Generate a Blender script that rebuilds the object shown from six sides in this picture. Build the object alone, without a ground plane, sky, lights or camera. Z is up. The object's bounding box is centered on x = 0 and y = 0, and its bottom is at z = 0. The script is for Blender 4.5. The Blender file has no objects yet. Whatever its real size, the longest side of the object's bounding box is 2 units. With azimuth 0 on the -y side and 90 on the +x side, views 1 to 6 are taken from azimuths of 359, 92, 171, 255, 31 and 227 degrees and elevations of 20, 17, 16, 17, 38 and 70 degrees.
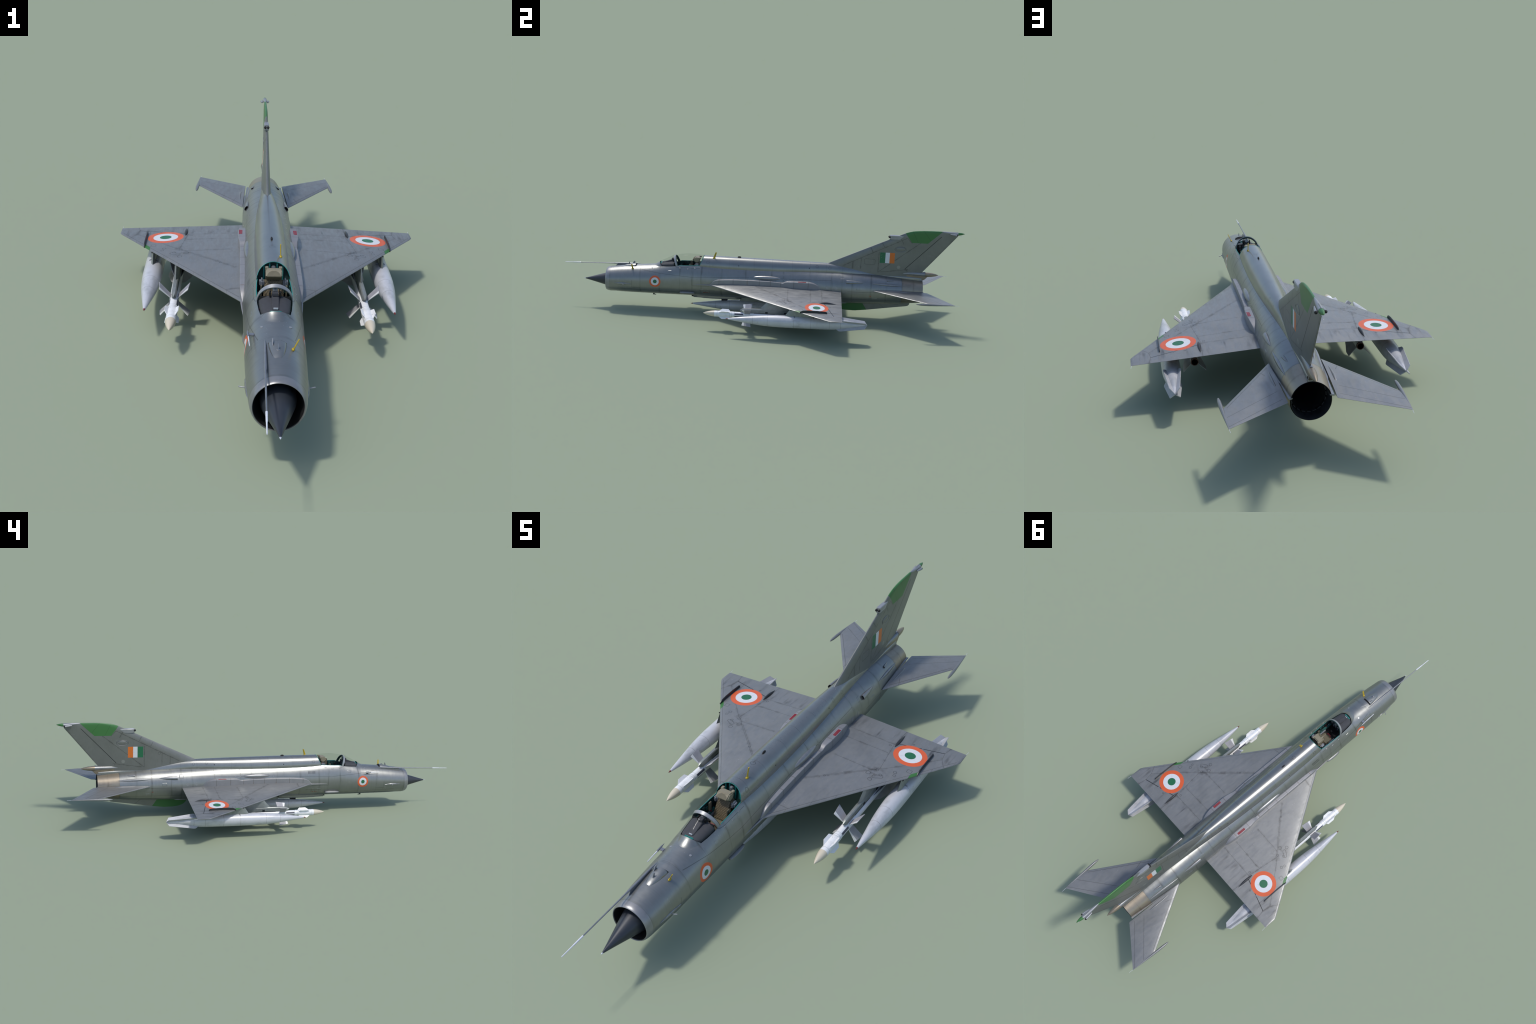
import bpy, bmesh, math, random
from mathutils import Vector, Matrix

random.seed(7)
PI = math.pi
sc = bpy.context.scene

# ------------------------------------------------------------------ helpers
def prof(pts):
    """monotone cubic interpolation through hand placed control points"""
    xs = [p[0] for p in pts]; ys = [p[1] for p in pts]; n = len(xs)
    h = [xs[i+1]-xs[i] for i in range(n-1)]
    d = [(ys[i+1]-ys[i])/h[i] for i in range(n-1)]
    m = [d[0]] + [0.0 if d[i-1]*d[i] <= 0 else 2*d[i-1]*d[i]/(d[i-1]+d[i]) for i in range(1, n-1)] + [d[-1]]
    def f(x):
        if x <= xs[0]: return ys[0]
        if x >= xs[-1]: return ys[-1]
        i = 0
        while x > xs[i+1]: i += 1
        t = (x-xs[i])/h[i]
        return ((1+2*t)*(1-t)**2*ys[i] + t*(1-t)**2*h[i]*m[i] +
                t*t*(3-2*t)*ys[i+1] + t*t*(t-1)*h[i]*m[i+1])
    return f

def lin(pts):
    def f(x):
        if x <= pts[0][0]: return pts[0][1]
        for (a, b), (c, d) in zip(pts, pts[1:]):
            if x <= c: return b+(d-b)*(x-a)/(c-a)
        return pts[-1][1]
    return f

def frange(a, b, n): return [a+(b-a)*i/(n-1) for i in range(n)]

ROOT = None
def finish(name, me, mat=None, parent=None, smooth=40):
    ob = bpy.data.objects.new(name, me)
    sc.collection.objects.link(ob)
    if mat:
        for m in (mat if isinstance(mat, (list, tuple)) else [mat]): me.materials.append(m)
    bm = bmesh.new(); bm.from_mesh(me)
    bmesh.ops.remove_doubles(bm, verts=bm.verts, dist=1e-6)
    bmesh.ops.recalc_face_normals(bm, faces=bm.faces)
    bm.to_mesh(me); bm.free()
    if smooth:
        for p in me.polygons: p.use_smooth = True
        me.set_sharp_from_angle(angle=math.radians(smooth))
    ob.parent = parent if parent else ROOT
    return ob

def mesh(name, vs, fs, mat=None, parent=None, smooth=40, mi=None):
    me = bpy.data.meshes.new(name)
    me.from_pydata([tuple(v) for v in vs], [], fs)
    if mi:
        for p, i in zip(me.polygons, mi): p.material_index = i
    return finish(name, me, mat, parent, smooth)

def loft_data(secs, closed=True, cap0=True, cap1=True):
    n = len(secs[0]); vs = [p for s in secs for p in s]; fs = []
    for i in range(len(secs)-1):
        for j in range(n if closed else n-1):
            k = (j+1) % n
            fs.append((i*n+j, i*n+k, (i+1)*n+k, (i+1)*n+j))
    if cap0: fs.append(tuple(range(n)))
    if cap1: fs.append(tuple((len(secs)-1)*n+j for j in range(n)))
    return vs, fs

def loft(name, secs, mat=None, parent=None, closed=True, cap0=True, cap1=True, smooth=40):
    return mesh(name, *loft_data(secs, closed, cap0, cap1), mat, parent, smooth)

def revolve(name, pr, mat=None, parent=None, c=(0, 0), n=48, smooth=40, cap0=False, cap1=False, zc=None):
    """pr = [(y, r)...] around an axis parallel to y through (x, z)=c"""
    secs = [[(c[0]+r*math.cos(2*PI*j/n), y, (zc(y) if zc else c[1])+r*math.sin(2*PI*j/n)) for j in range(n)] for y, r in pr]
    return loft(name, secs, mat, parent, True, cap0, cap1, smooth)

def tube(name, pts, mat=None, parent=None, n=10, cap=True, smooth=50, squash=None):
    """pts = [(Vector, r)...]"""
    secs = []
    P = [Vector(p[0]) for p in pts]
    for i, (p, r) in enumerate(pts):
        d = (P[min(i+1, len(P)-1)]-P[max(i-1, 0)]).normalized()
        u = d.cross(Vector((0, 0, 1)))
        if u.length < 1e-3: u = d.cross(Vector((0, 1, 0)))
        u.normalize(); v = u.cross(d)
        a, b = squash if squash else (1, 1)
        secs.append([P[i]+u*(r*a*math.cos(2*PI*j/n))+v*(r*b*math.sin(2*PI*j/n)) for j in range(n)])
    return loft(name, secs, mat, parent, True, cap, cap, smooth)

def box(name, c, s, mat=None, parent=None, bevel=0.0, rot=None):
    bm = bmesh.new(); bmesh.ops.create_cube(bm, size=1)
    for v in bm.verts: v.co = Vector((v.co.x*s[0], v.co.y*s[1], v.co.z*s[2]))
    if bevel:
        bmesh.ops.bevel(bm, geom=list(bm.edges), offset=bevel, segments=2, affect='EDGES')
    if rot: bmesh.ops.rotate(bm, verts=bm.verts, matrix=rot)
    bmesh.ops.translate(bm, verts=bm.verts, vec=c)
    me = bpy.data.meshes.new(name); bm.to_mesh(me); bm.free()
    return finish(name, me, mat, parent)

def ellipsoid(name, c, r, mat=None, parent=None, p=1.0, nu=32, nv=16):
    vs, fs = [], []
    for i in range(nv+1):
        t = -PI/2+PI*i/nv
        for j in range(nu):
            a = 2*PI*j/nu
            cr = math.cos(t)**p
            vs.append((c[0]+r[0]*cr*math.cos(a), c[1]+r[1]*math.sin(t), c[2]+r[2]*cr*math.sin(a)))
    for i in range(nv):
        for j in range(nu):
            k = (j+1) % nu
            fs.append((i*nu+j, i*nu+k, (i+1)*nu+k, (i+1)*nu+j))
    return mesh(name, vs, fs, mat, parent)

def plate(name, poly, axis, c, t, mat=None, parent=None, bevel=0.0):
    """extrude a 2D outline by thickness t along axis ('x': poly=(y,z), 'z': poly=(x,y), 'y': poly=(x,z))"""
    def P(p, o):
        return {'x': (c+o, p[0], p[1]), 'z': (p[0], p[1], c+o), 'y': (p[0], c+o, p[1])}[axis]
    n = len(poly)
    vs = [P(p, -t/2) for p in poly]+[P(p, t/2) for p in poly]
    fs = [tuple(range(n)), tuple(range(n, 2*n))]+[(j, (j+1) % n, n+(j+1) % n, n+j) for j in range(n)]
    ob = mesh(name, vs, fs, mat, parent)
    if bevel:
        bm = bmesh.new(); bm.from_mesh(ob.data)
        bmesh.ops.bevel(bm, geom=list(bm.edges), offset=bevel, segments=2, affect='EDGES', clamp_overlap=True)
        bm.to_mesh(ob.data); bm.free()
        for p in ob.data.polygons: p.use_smooth = True
        ob.data.set_sharp_from_angle(angle=math.radians(35))
    return ob

def mirror(ob, name=None):
    me = ob.data.copy()
    for v in me.vertices: v.co.x = -v.co.x
    me.flip_normals()
    o = bpy.data.objects.new(name or ob.name, me)
    sc.collection.objects.link(o); o.parent = ob.parent
    o.location = (-ob.location.x, ob.location.y, ob.location.z)
    return o

def join(obs, name, kind=None):
    bm = bmesh.new(); mats = []; par = obs[0].parent
    for o in obs:
        idx = []
        for m in o.data.materials:
            if m not in mats: mats.append(m)
            idx.append(mats.index(m))
        me = o.data
        for p in me.polygons:
            p.material_index = idx[p.material_index] if idx else 0
        bm.from_mesh(me)
    me = bpy.data.meshes.new(name); bm.to_mesh(me); bm.free()
    for m in mats: me.materials.append(m)
    for o in obs: bpy.data.objects.remove(o)
    ob = bpy.data.objects.new(name, me); sc.collection.objects.link(ob); ob.parent = par
    for p in me.polygons: p.use_smooth = True
    me.set_sharp_from_angle(angle=math.radians(40))
    if kind: ob["kind"] = kind
    return ob

def split(ob, tests, parent):
    """cut the faces of ob into named objects by region; borders coincide, normals are kept"""
    me = ob.data
    cn = [c.vector.copy() for c in me.corner_normals]      # keep the whole surface's normals
    out = []
    buckets = {k: [] for k, _ in tests}
    for p in me.polygons:
        for k, t in tests:
            if t(p.center): buckets[k].append(p); break
    for k, _ in tests:
        ps = buckets[k]
        if not ps: continue
        mp, vs, fs, mi, sm, ln = {}, [], [], [], [], []
        for p in ps:
            f = []
            for i in p.vertices:
                if i not in mp: mp[i] = len(vs); vs.append(me.vertices[i].co.copy())
                f.append(mp[i])
            fs.append(f); ln += [cn[l] for l in p.loop_indices]; mi.append(p.material_index); sm.append(p.use_smooth)
        m2 = bpy.data.meshes.new(k); m2.from_pydata(vs, [], fs)
        for m in me.materials: m2.materials.append(m)
        for p, i, s in zip(m2.polygons, mi, sm): p.material_index = i; p.use_smooth = True
        o = bpy.data.objects.new(k, m2); sc.collection.objects.link(o); o.parent = parent
        m2.normals_split_custom_set(ln)
        out.append(o)
    bpy.data.objects.remove(ob)
    return out

# ------------------------------------------------------------------ node language
class S:
    """a scalar or vector socket with arithmetic"""
    def __init__(s, nt, k): s.nt, s.k = nt, k
    def _m(s, op, *a):
        n = s.nt.nodes.new('ShaderNodeMath'); n.operation = op
        for i, x in enumerate((s,)+a):
            if isinstance(x, S): s.nt.links.new(x.k, n.inputs[i])
            else: n.inputs[i].default_value = x
        return S(s.nt, n.outputs[0])
    def __add__(s, o): return s._m('ADD', o)
    def __sub__(s, o): return s._m('SUBTRACT', o)
    def __mul__(s, o): return s._m('MULTIPLY', o)
    __radd__ = __add__; __rmul__ = __mul__
    def __rsub__(s, o): return (s*-1.0)+o
    def abs(s): return s._m('ABSOLUTE')
    def min(s, o): return s._m('MINIMUM', o)
    def max(s, o): return s._m('MAXIMUM', o)
    def sqrt(s): return s._m('SQRT')
    def lt(s, v): return s._m('LESS_THAN', v)
    def gt(s, v): return s._m('GREATER_THAN', v)
    def step(s, a, b, lo=0.0, hi=1.0):
        n = s.nt.nodes.new('ShaderNodeMapRange'); n.interpolation_type = 'SMOOTHSTEP'
        s.nt.links.new(s.k, n.inputs[0])
        for i, v in enumerate((a, b, lo, hi)): n.inputs[i+1].default_value = v
        return S(s.nt, n.outputs[0])
    def inv(s): return 1.0-s

class Mat:
    def __init__(s, name, color=(.5, .5, .5), rough=.5, metal=0.0, **kw):
        s.m = bpy.data.materials.new(name); s.m.use_nodes = True
        s.nt = s.m.node_tree; s.b = s.nt.nodes['Principled BSDF']
        s.b.inputs['Roughness'].default_value = rough
        s.b.inputs['Metallic'].default_value = metal
        s.b.inputs['Base Color'].default_value = (*color, 1)
        for k, v in kw.items(): s.b.inputs[k].default_value = v
        tc = s.nt.nodes.new('ShaderNodeTexCoord'); s.P = tc.outputs['Object']
        x = s.nt.nodes.new('ShaderNodeSeparateXYZ'); s.nt.links.new(s.P, x.inputs[0])
        s.x, s.y, s.z = (S(s.nt, x.outputs[i]) for i in range(3))
        s.rgb = None; s.base = color
    def vec(s, x, y, z=0.0):
        n = s.nt.nodes.new('ShaderNodeCombineXYZ')
        for i, a in enumerate((x, y, z)):
            if isinstance(a, S): s.nt.links.new(a.k, n.inputs[i])
            else: n.inputs[i].default_value = a
        return n.outputs[0]
    def noise(s, scale, sx=1, sy=1, sz=1, detail=4, rough=.55):
        n = s.nt.nodes.new('ShaderNodeTexNoise')
        s.nt.links.new(s.vec(s.x*sx, s.y*sy, s.z*sz), n.inputs['Vector'])
        n.inputs['Scale'].default_value = scale; n.inputs['Detail'].default_value = detail
        n.inputs['Roughness'].default_value = rough
        return S(s.nt, n.outputs['Fac'])
    def voro(s, scale, sx=1, sy=1, sz=1, feature='F1', out='Distance'):
        n = s.nt.nodes.new('ShaderNodeTexVoronoi'); n.feature = feature
        s.nt.links.new(s.vec(s.x*sx, s.y*sy, s.z*sz), n.inputs['Vector'])
        n.inputs['Scale'].default_value = scale
        return S(s.nt, n.outputs[out])
    def seg(s, pv, a, b):
        """distance of plane point pv to the segment a-b"""
        nt = s.nt
        def vm(op, i0, i1=None, sca=None):
            n = nt.nodes.new('ShaderNodeVectorMath'); n.operation = op
            for k, v in ((0, i0), (1, i1)):
                if v is None: continue
                if isinstance(v, tuple): n.inputs[k].default_value = v
                else: nt.links.new(v, n.inputs[k])
            if sca is not None: nt.links.new(sca, n.inputs['Scale'])
            return n
        ba = (b[0]-a[0], b[1]-a[1], 0.0); l2 = ba[0]**2+ba[1]**2
        pa = vm('SUBTRACT', pv, (a[0], a[1], 0.0)).outputs[0]
        t = S(nt, vm('DOT_PRODUCT', pa, (ba[0]/l2, ba[1]/l2, 0.0)).outputs['Value']).max(0.0).min(1.0)
        q = vm('SCALE', ba, None, t.k).outputs[0]
        return S(nt, vm('LENGTH', vm('SUBTRACT', pa, q).outputs[0]).outputs['Value'])
    def lines(s, pv, segs):
        d = None
        for a, b in segs:
            e = s.seg(pv, a, b); d = e if d is None else d.min(e)
        return d
    def dist(s, u, v): return (u*u+v*v).sqrt()
    def col(s):
        if s.rgb is None:
            n = s.nt.nodes.new('ShaderNodeRGB'); n.outputs[0].default_value = (*s.base, 1); s.rgb = n.outputs[0]
        return s.rgb
    def paint(s, mask, color, mode='MIX', amount=1.0):
        n = s.nt.nodes.new('ShaderNodeMix'); n.data_type = 'RGBA'; n.blend_type = mode
        f = mask*amount if amount != 1.0 else mask
        s.nt.links.new(f.k, n.inputs[0]); s.nt.links.new(s.col(), n.inputs[6])
        n.inputs[7].default_value = (*color, 1)
        s.rgb = n.outputs[2]; return s
    def rough(s, v): s.nt.links.new(v.k, s.b.inputs['Roughness']); return s
    def metal(s, v): s.nt.links.new(v.k, s.b.inputs['Metallic']); return s
    def bump(s, h, strength=.2, dist=.001):
        n = s.nt.nodes.new('ShaderNodeBump'); n.inputs['Strength'].default_value = strength
        n.inputs['Distance'].default_value = dist
        s.nt.links.new(h.k, n.inputs['Height']); s.nt.links.new(n.outputs[0], s.b.inputs['Normal']); return s
    def done(s):
        if s.rgb is not None: s.nt.links.new(s.rgb, s.b.inputs['Base Color'])
        return s.m

ORANGE = (.62, .105, .030); WHITE = (.62, .64, .66); GREEN = (.014, .130, .055); PAINT_GREEN = (.042, .155, .040)
METAL = (.266, .276, .268)

def weather(M, streak=(1, 1, 1), flecks=True):
    M.paint(M.noise(11, detail=8, rough=.65).step(.35, .75), (.64, .65, .63), 'MULTIPLY', .38)
    M.paint(M.noise(110, *streak, detail=6, rough=.6).step(.40, .72), (.76, .75, .73), 'MULTIPLY', .20)
    M.paint(M.noise(34, detail=6, rough=.7).step(.60, .8), (.40, .41, .41), 'MIX', .20)
    if flecks:
        f = M.voro(130).step(.05, .12, 1, 0)*M.noise(14).step(.54, .60)
        M.paint(f, (.62, .63, .64), 'MIX', .6)

# ---- fuselage
def mat_fuselage():
    M = Mat('bare_metal_fuselage', METAL, .30, .72)
    y, z, ax = M.y, M.z, M.x.abs()
    weather(M, (.2, 2.6, .2))
    # heat stained tail section
    heat = y.step(.7075, .7095)
    M.paint(heat, (.36, .295, .205), 'MIX', .75)
    M.paint(heat*M.noise(30, 1, .35, 1).step(.45, .65), (.19, .155, .12), 'MIX', .45)
    # frame joints and longitudinal seams
    hoops = [-.757, -.60, -.502, -.4, -.338, -.29, -.19, -.07, .06, .118, .25, .36, .41, .462, .555, .63, .709, .763]
    d = None
    for h in hoops:
        e = (y-h).abs(); d = e if d is None else d.min(e)
    M.paint(d.step(.0004, .0011, 1, 0), (.45, .44, .42), 'MULTIPLY', .34)
    M.paint(d.step(.0, .010, 1, 0)*M.noise(70, .3, 1.5, .3).step(.4, .7), (.48, .46, .43), 'MULTIPLY', .55)
    pv = M.vec(y, z)
    long = [((-.592, .208), (-.502, .199)), ((-.502, .199), (-.34, .190)), ((-.34, .190), (-.024, .203)),
            ((-.024, .203), (.357, .209)), ((-.337, .147), (-.25, .149)), ((-.64, .158), (-.64, .120)),
            ((-.64, .12), (-.60, .12)), ((-.337, .19), (-.337, .147)), ((-.42, .232), (-.30, .232)),
            ((-.43, .238), (-.42, .232)), ((.44, .16), (.70, .165)), ((.36, .12), (.76, .118)),
            ((-.70, .11), (-.34, .103)), ((-.30, .125), (-.22, .125)), ((-.27, .125), (-.27, .112)), ((-.25, .125), (-.25, .112))]
    M.paint(M.lines(pv, long).step(.0004, .0011, 1, 0), (.42, .41, .40), 'MULTIPLY', .8)
    # roundel on the nose side
    r = M.dist(y+.5235, z-.1585); up = ax.gt(.045)
    M.paint(r.lt(.0287)*up, ORANGE); M.paint(r.lt(.0198)*up, WHITE); M.paint(r.lt(.0095)*up, GREEN)
    ink = (r.lt(.0287)*up)
    # louvre grille on the left shoulder, stencils
    lv = (y+.249).abs().lt(.021)*(z-.213).abs().lt(.006)*M.x.lt(-.03)
    bars = (y*1.0)._m('FRACT') if False else (y*160.0)._m('FRACT').gt(.5)
    M.paint(lv*bars, (.06, .06, .06), 'MIX', .8)
    st = (y-.553).abs().lt(.004)*(z-.142).abs().lt(.0012)*ax.gt(.03)
    M.paint(st, (.40, .05, .03))
    st2 = (y+.265).abs().lt(.016)*(z-.112).abs().lt(.0025)*M.noise(220).gt(.52)
    M.paint(st2, (.30, .07, .05))
    M.metal((1.0-ink)*.72)
    M.rough(M.noise(60, .4, 2, .4).step(.3, .7, .29, .37))
    return M.done()

def mat_spine():
    M = Mat('bare_metal_spine', METAL, .26, .72)
    weather(M, (.2, 2.6, .2))
    d = None
    for h in [-.255, -.155, -.03, .06, .16, .25, .33, .41]:
        e = (M.y-h).abs(); d = e if d is None else d.min(e)
    M.paint(d.step(.0004, .0011, 1, 0), (.5, .5, .48), 'MULTIPLY', .45)
    r = M.dist(M.x-.0, M.y+.170)
    M.paint((r-.008).abs().step(.0004, .0010, 1, 0), (.35, .35, .35), 'MULTIPLY', .8)
    st = M.x.abs().step(.0, .005, 1, 0)*(M.y+.139).abs().lt(.03)*M.noise(60, 1, .2, 1).step(.35, .6)
    M.paint(st, (.10, .08, .06), 'MIX', .55)
    for yy, zz, rr in ((-.263, .262, .0065), (.347, .262, .006), (.283, .266, .006)):
        q = M.dist(M.y-yy, M.z-zz); M.paint((q-rr).abs().step(.0004, .001, 1, 0)*M.x.abs().gt(.02), (.4, .4, .4), 'MULTIPLY', .8)
    for yy, zz in ((-.107, .2535), (.2445, .258)):
        q = M.dist(M.y-yy, M.z-zz); M.paint(q.lt(.0022)*M.x.abs().gt(.02), (.01, .01, .01))
    M.b.inputs['Roughness'].default_value = .27
    return M.done()

# ---- wing
def mat_wing():
    M = Mat('wing_metal', (.244, .249, .246), .44, .46)
    ax, y = M.x.abs(), M.y
    weather(M, (1.6, .5, 1))
    pv = M.vec(ax, y)
    segs = [((.085, .311), (.250, .313)), ((.250, .313), (.250, .407)), ((.4045, .3695), (.4116, .4065)),
            ((.2361, .1317), (.098, -.017)), ((.2331, .1345), (.095, -.014)), ((.116, .145), (.2445, .146)),
            ((.2445, .146), (.2668, .163)), ((.2668, .163), (.2480, .31)), ((.2668, .163), (.410, .332)),
            ((.410, .332), (.4300, .298)), ((.410, .332), (.4045, .3695)), ((.236, .1317), (.2445, .146)),
            ((.10, .255), (.25, .258)), ((.085, -.17), (.12, -.165))]
    le = [((.085, -.222), (.455, .349))]
    M.paint(M.lines(pv, segs).step(.0003, .0009, 1, 0), (.34, .33, .32), 'MULTIPLY', .75)
    M.paint(M.lines(pv, segs).step(.0, .009, 1, 0)*M.noise(40).step(.42, .68), (.42, .40, .38), 'MULTIPLY', .62)
    dl = M.lines(pv, le)
    M.paint(dl.step(.0003, .0010, 1, 0)*M.voro(160).step(.2, .4, .6, 1), (.40, .39, .38), 'MULTIPLY', .8)
    # ribs across the leading edge strip
    rib = ((ax*21.0)._m('FRACT')-.5).abs().step(.0, .02, 1, 0)*(y-(ax*1.544-.3535)).lt(.0)
    M.paint(rib, (.45, .44, .43), 'MULTIPLY', .6)
    # oval and round access panels
    for (a, b, rr) in ((.262, .157, .005), (.244, .128, .0075), (.262, .103, .0065), (.2815, .140, .005),
                       (.3135, .180, .0055), (.140, .030, .003), (.238, .30, .004), (.30, .352, .003)):
        q = M.dist(ax-a, y-b); M.paint((q-rr).abs().step(.0005, .0012, 1, 0), (.30, .29, .28), 'MULTIPLY', .8)
    cap = M.seg(pv, (.268, .122), (.286, .134))
    M.paint((cap-.0068).abs().step(.0005, .0012, 1, 0), (.30, .29, .28), 'MULTIPLY', .8)
    pan = ((ax-.3485).abs().max((y-.213).abs())-.0075).abs().step(.0004, .001, 1, 0)
    M.paint(pan, (.35, .34, .33), 'MULTIPLY', .8)
    pan2 = ((ax-.318).abs().max((y-.165).abs())-.004).abs().step(.0004, .001, 1, 0)
    M.paint(pan2, (.35, .34, .33), 'MULTIPLY', .8)
    # dark streaks aft of the hinges
    stk = y.step(.305, .335)*y.step(.335, .412, 1, .15)*M.noise(46, 1, .12, 1, 3).step(.50, .68)
    M.paint(stk, (.30, .29, .29), 'MULTIPLY', .7)
    # oil smudges around the hardpoints
    q = M.dist(ax-.262, y-.145)
    M.paint(q.step(.005, .055, 1, 0)*M.noise(55).step(.45, .62), (.45, .43, .41), 'MULTIPLY', .6)
    # aileron gap
    gap = M.seg(pv, (.2595, .3245), (.4045, .3683))
    M.paint(gap.step(.0010, .0017, 1, 0), (.015, .015, .015))
    M.paint(((ax-.335).abs().max((y-.3475).abs())).lt(.0028), (.25, .25, .26))
    # green dielectric patch and roundels
    g = ax.gt(.3575)*ax.lt(.3765)*(y-(ax*1.544-.369)).lt(.021)
    M.paint(g, PAINT_GREEN)
    r = M.dist(ax-.3167, y-.288)
    M.paint(r.lt(.0560), ORANGE); M.paint(r.lt(.0385), WHITE); M.paint(r.lt(.0182), GREEN)
    M.paint(r.lt(.0560)*M.noise(60).step(.55, .75), (.60, .58, .56), 'MULTIPLY', .30)
    M.metal((1.0-r.lt(.0560)-g*r.gt(.056)).max(0.0)*.46)
    M.rough(M.noise(50, 1.6, .4, 1).step(.3, .7, .34, .5))
    return M.done()

def mat_stab():
    M = Mat('stabilizer_metal', (.236, .242, .243), .42, .5)
    weather(M, (1.5, .5, 1))
    pv = M.vec(M.x.abs(), M.y)
    segs = [((.085, .768), (.232, .888)), ((.078, .814), (.234, .938)), ((.086, .60), (.226, .832)), ((.10, .66), (.112, .625))]
    M.paint(M.lines(pv, segs).step(.0004, .0012, 1, 0), (.35, .34, .33), 'MULTIPLY', .75)
    M.rough(M.noise(50, 1.6, .4, 1).step(.3, .7, .36, .5))
    return M.done()

def mat_fin():
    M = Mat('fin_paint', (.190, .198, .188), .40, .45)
    y, z = M.y, M.z
    weather(M, (1, 1.5, .6))
    pv = M.vec(y, z)
    segs = [((.415, .277), (.722, .4315)), ((.5865, .250), (.787, .409)), ((.5865, .25), (.5865, .353)),
            ((.50, .262), (.50, .318)), ((.46, .262), (.46, .30)), ((.545, .372), (.556, .352)), ((.60, .40), (.613, .378)),
            ((.722, .4315), (.745, .4075)), ((.7197, .272), (.731, .262)), ((.83, .29), (.955, .443)),
            ((.69, .425), (.705, .40)), ((.735, .27), (.60, .252))]
    M.paint(M.lines(pv, segs).step(.0004, .0011, 1, 0), (.35, .35, .34), 'MULTIPLY', .8)
    M.paint(M.lines(pv, segs).step(.0, .007, 1, 0)*M.noise(55).step(.42, .68), (.5, .48, .46), 'MULTIPLY', .5)
    # access hatch, round caps
    hx = ((y-.543).abs()-.02).max(0.0); hz = ((z-.302).abs()-.007).max(0.0)
    hatch = (M.dist(hx, hz)-.0065).abs().step(.0004, .0011, 1, 0)*M.x.gt(0.0)
    M.paint(hatch, (.35, .35, .34), 'MULTIPLY', .8)
    q = M.dist(y-.5135, z-.317); M.paint((q-.006).abs().step(.0004, .001, 1, 0)*M.x.lt(0.0), (.4, .4, .4), 'MULTIPLY', .8)
    q = M.dist(y-.6875, z-.280); M.paint(q.lt(.0085), (.30, .31, .29), 'MIX', .6)
    # rudder gap
    gap = M.seg(pv, (.722, .2745), (.887, .4455))
    M.paint(gap.step(.0008, .0016, 1, 0), (.012, .012, .014))
    # dielectric tip
    tip = (z-.4085).gt(0.0)*(z-(.4085+(.745-y)*1.33)).gt(0.0)*(z-(.4085+(y-.8233)*.925)).gt(0.0)
    M.paint(tip, PAINT_GREEN)
    tl = M.lines(pv, [((.745, .468), (.775, .41)), ((.80, .47), (.835, .425))])
    M.paint(tl.step(.0004, .0011, 1, 0)*tip, (.45, .45, .45), 'MULTIPLY', .7)
    # flag
    fl = (z-.3255).abs().lt(.0268)*(y-.6285).abs().lt(.0365)
    M.paint(fl, WHITE); M.paint(fl*y.lt(.6190), GREEN); M.paint(fl*y.gt(.6400), (.60, .15, .02))
    M.paint(fl*M.noise(160, 1, 1, 1, 5).step(.64, .70), (.32, .32, .31), 'MIX', .4)
    ov = M.dist(y-.6915, (z-.3725)*2.05)
    M.paint((ov-.0285).abs().step(.0006, .0016, 1, 0), (.35, .35, .34), 'MULTIPLY', .8)
    M.paint((ov-.0235).abs().step(.0005, .0013, 1, 0), (.4, .4, .4), 'MULTIPLY', .6)
    M.metal((1.0-tip-fl)*.45)
    return M.done()

def mat_simple(name, color, rough=.45, metal=0.0, w=.35, scale=60, **kw):
    M = Mat(name, color, rough, metal, **kw)
    if w:
        M.paint(M.noise(scale, detail=5).step(.4, .75), (.55, .55, .55), 'MULTIPLY', w)
    return M.done()

def mat_fairing():
    M = Mat('fairing_metal', (.29, .29, .30), .45, .4)
    weather(M, (1, .5, 1), True)
    d = None
    for h in [-.20, -.13, -.06, .0, .055, .105, .172, .243]:
        e = (M.y-h).abs(); d = e if d is None else d.min(e)
    M.paint(d.step(.0004, .0013, 1, 0), (.38, .34, .30), 'MULTIPLY', .8)
    M.paint(d.step(.0, .005, 1, 0)*M.noise(60).step(.5, .65), (.28, .17, .10), 'MIX', .4)
    return M.done()

def mat_ventral():
    M = Mat('ventral_fin_paint', (.205, .215, .20), .45, .35)
    weather(M)
    g = (M.y-(.520+(.081-M.z)*.66)).lt(0.0)
    M.paint(g, (.04, .15, .04))
    pv = M.vec(M.y, M.z)
    M.paint(M.lines(pv, [((.60, .085), (.63, .06)), ((.64, .085), (.70, .083))]).step(.0004, .001, 1, 0), (.4, .4, .4), 'MULTIPLY', .7)
    M.metal((1.0-g)*.35)
    return M.done()

def mat_tank():
    M = Mat('drop_tank_paint', (.56, .57, .60), .33, .10)
    weather(M, (1, .6, 1), False)
    d = None
    for h in [.13, .20, .325, .405, .492, .545]:
        e = (M.y-h).abs(); d = e if d is None else d.min(e)
    M.paint(d.step(.0004, .0013, 1, 0), (.5, .48, .46), 'MULTIPLY', .7)
    M.paint(M.noise(16, 1, .5, 1).step(.50, .66), (.40, .43, .42), 'MULTIPLY', .45)
    M.paint(M.voro(60).step(.06, .12, 1, 0)*M.noise(9).step(.5, .55), (.22, .15, .09), 'MIX', .5)
    M.paint(M.y.lt(.011), (.16, .03, .025))
    return M.done()

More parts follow.
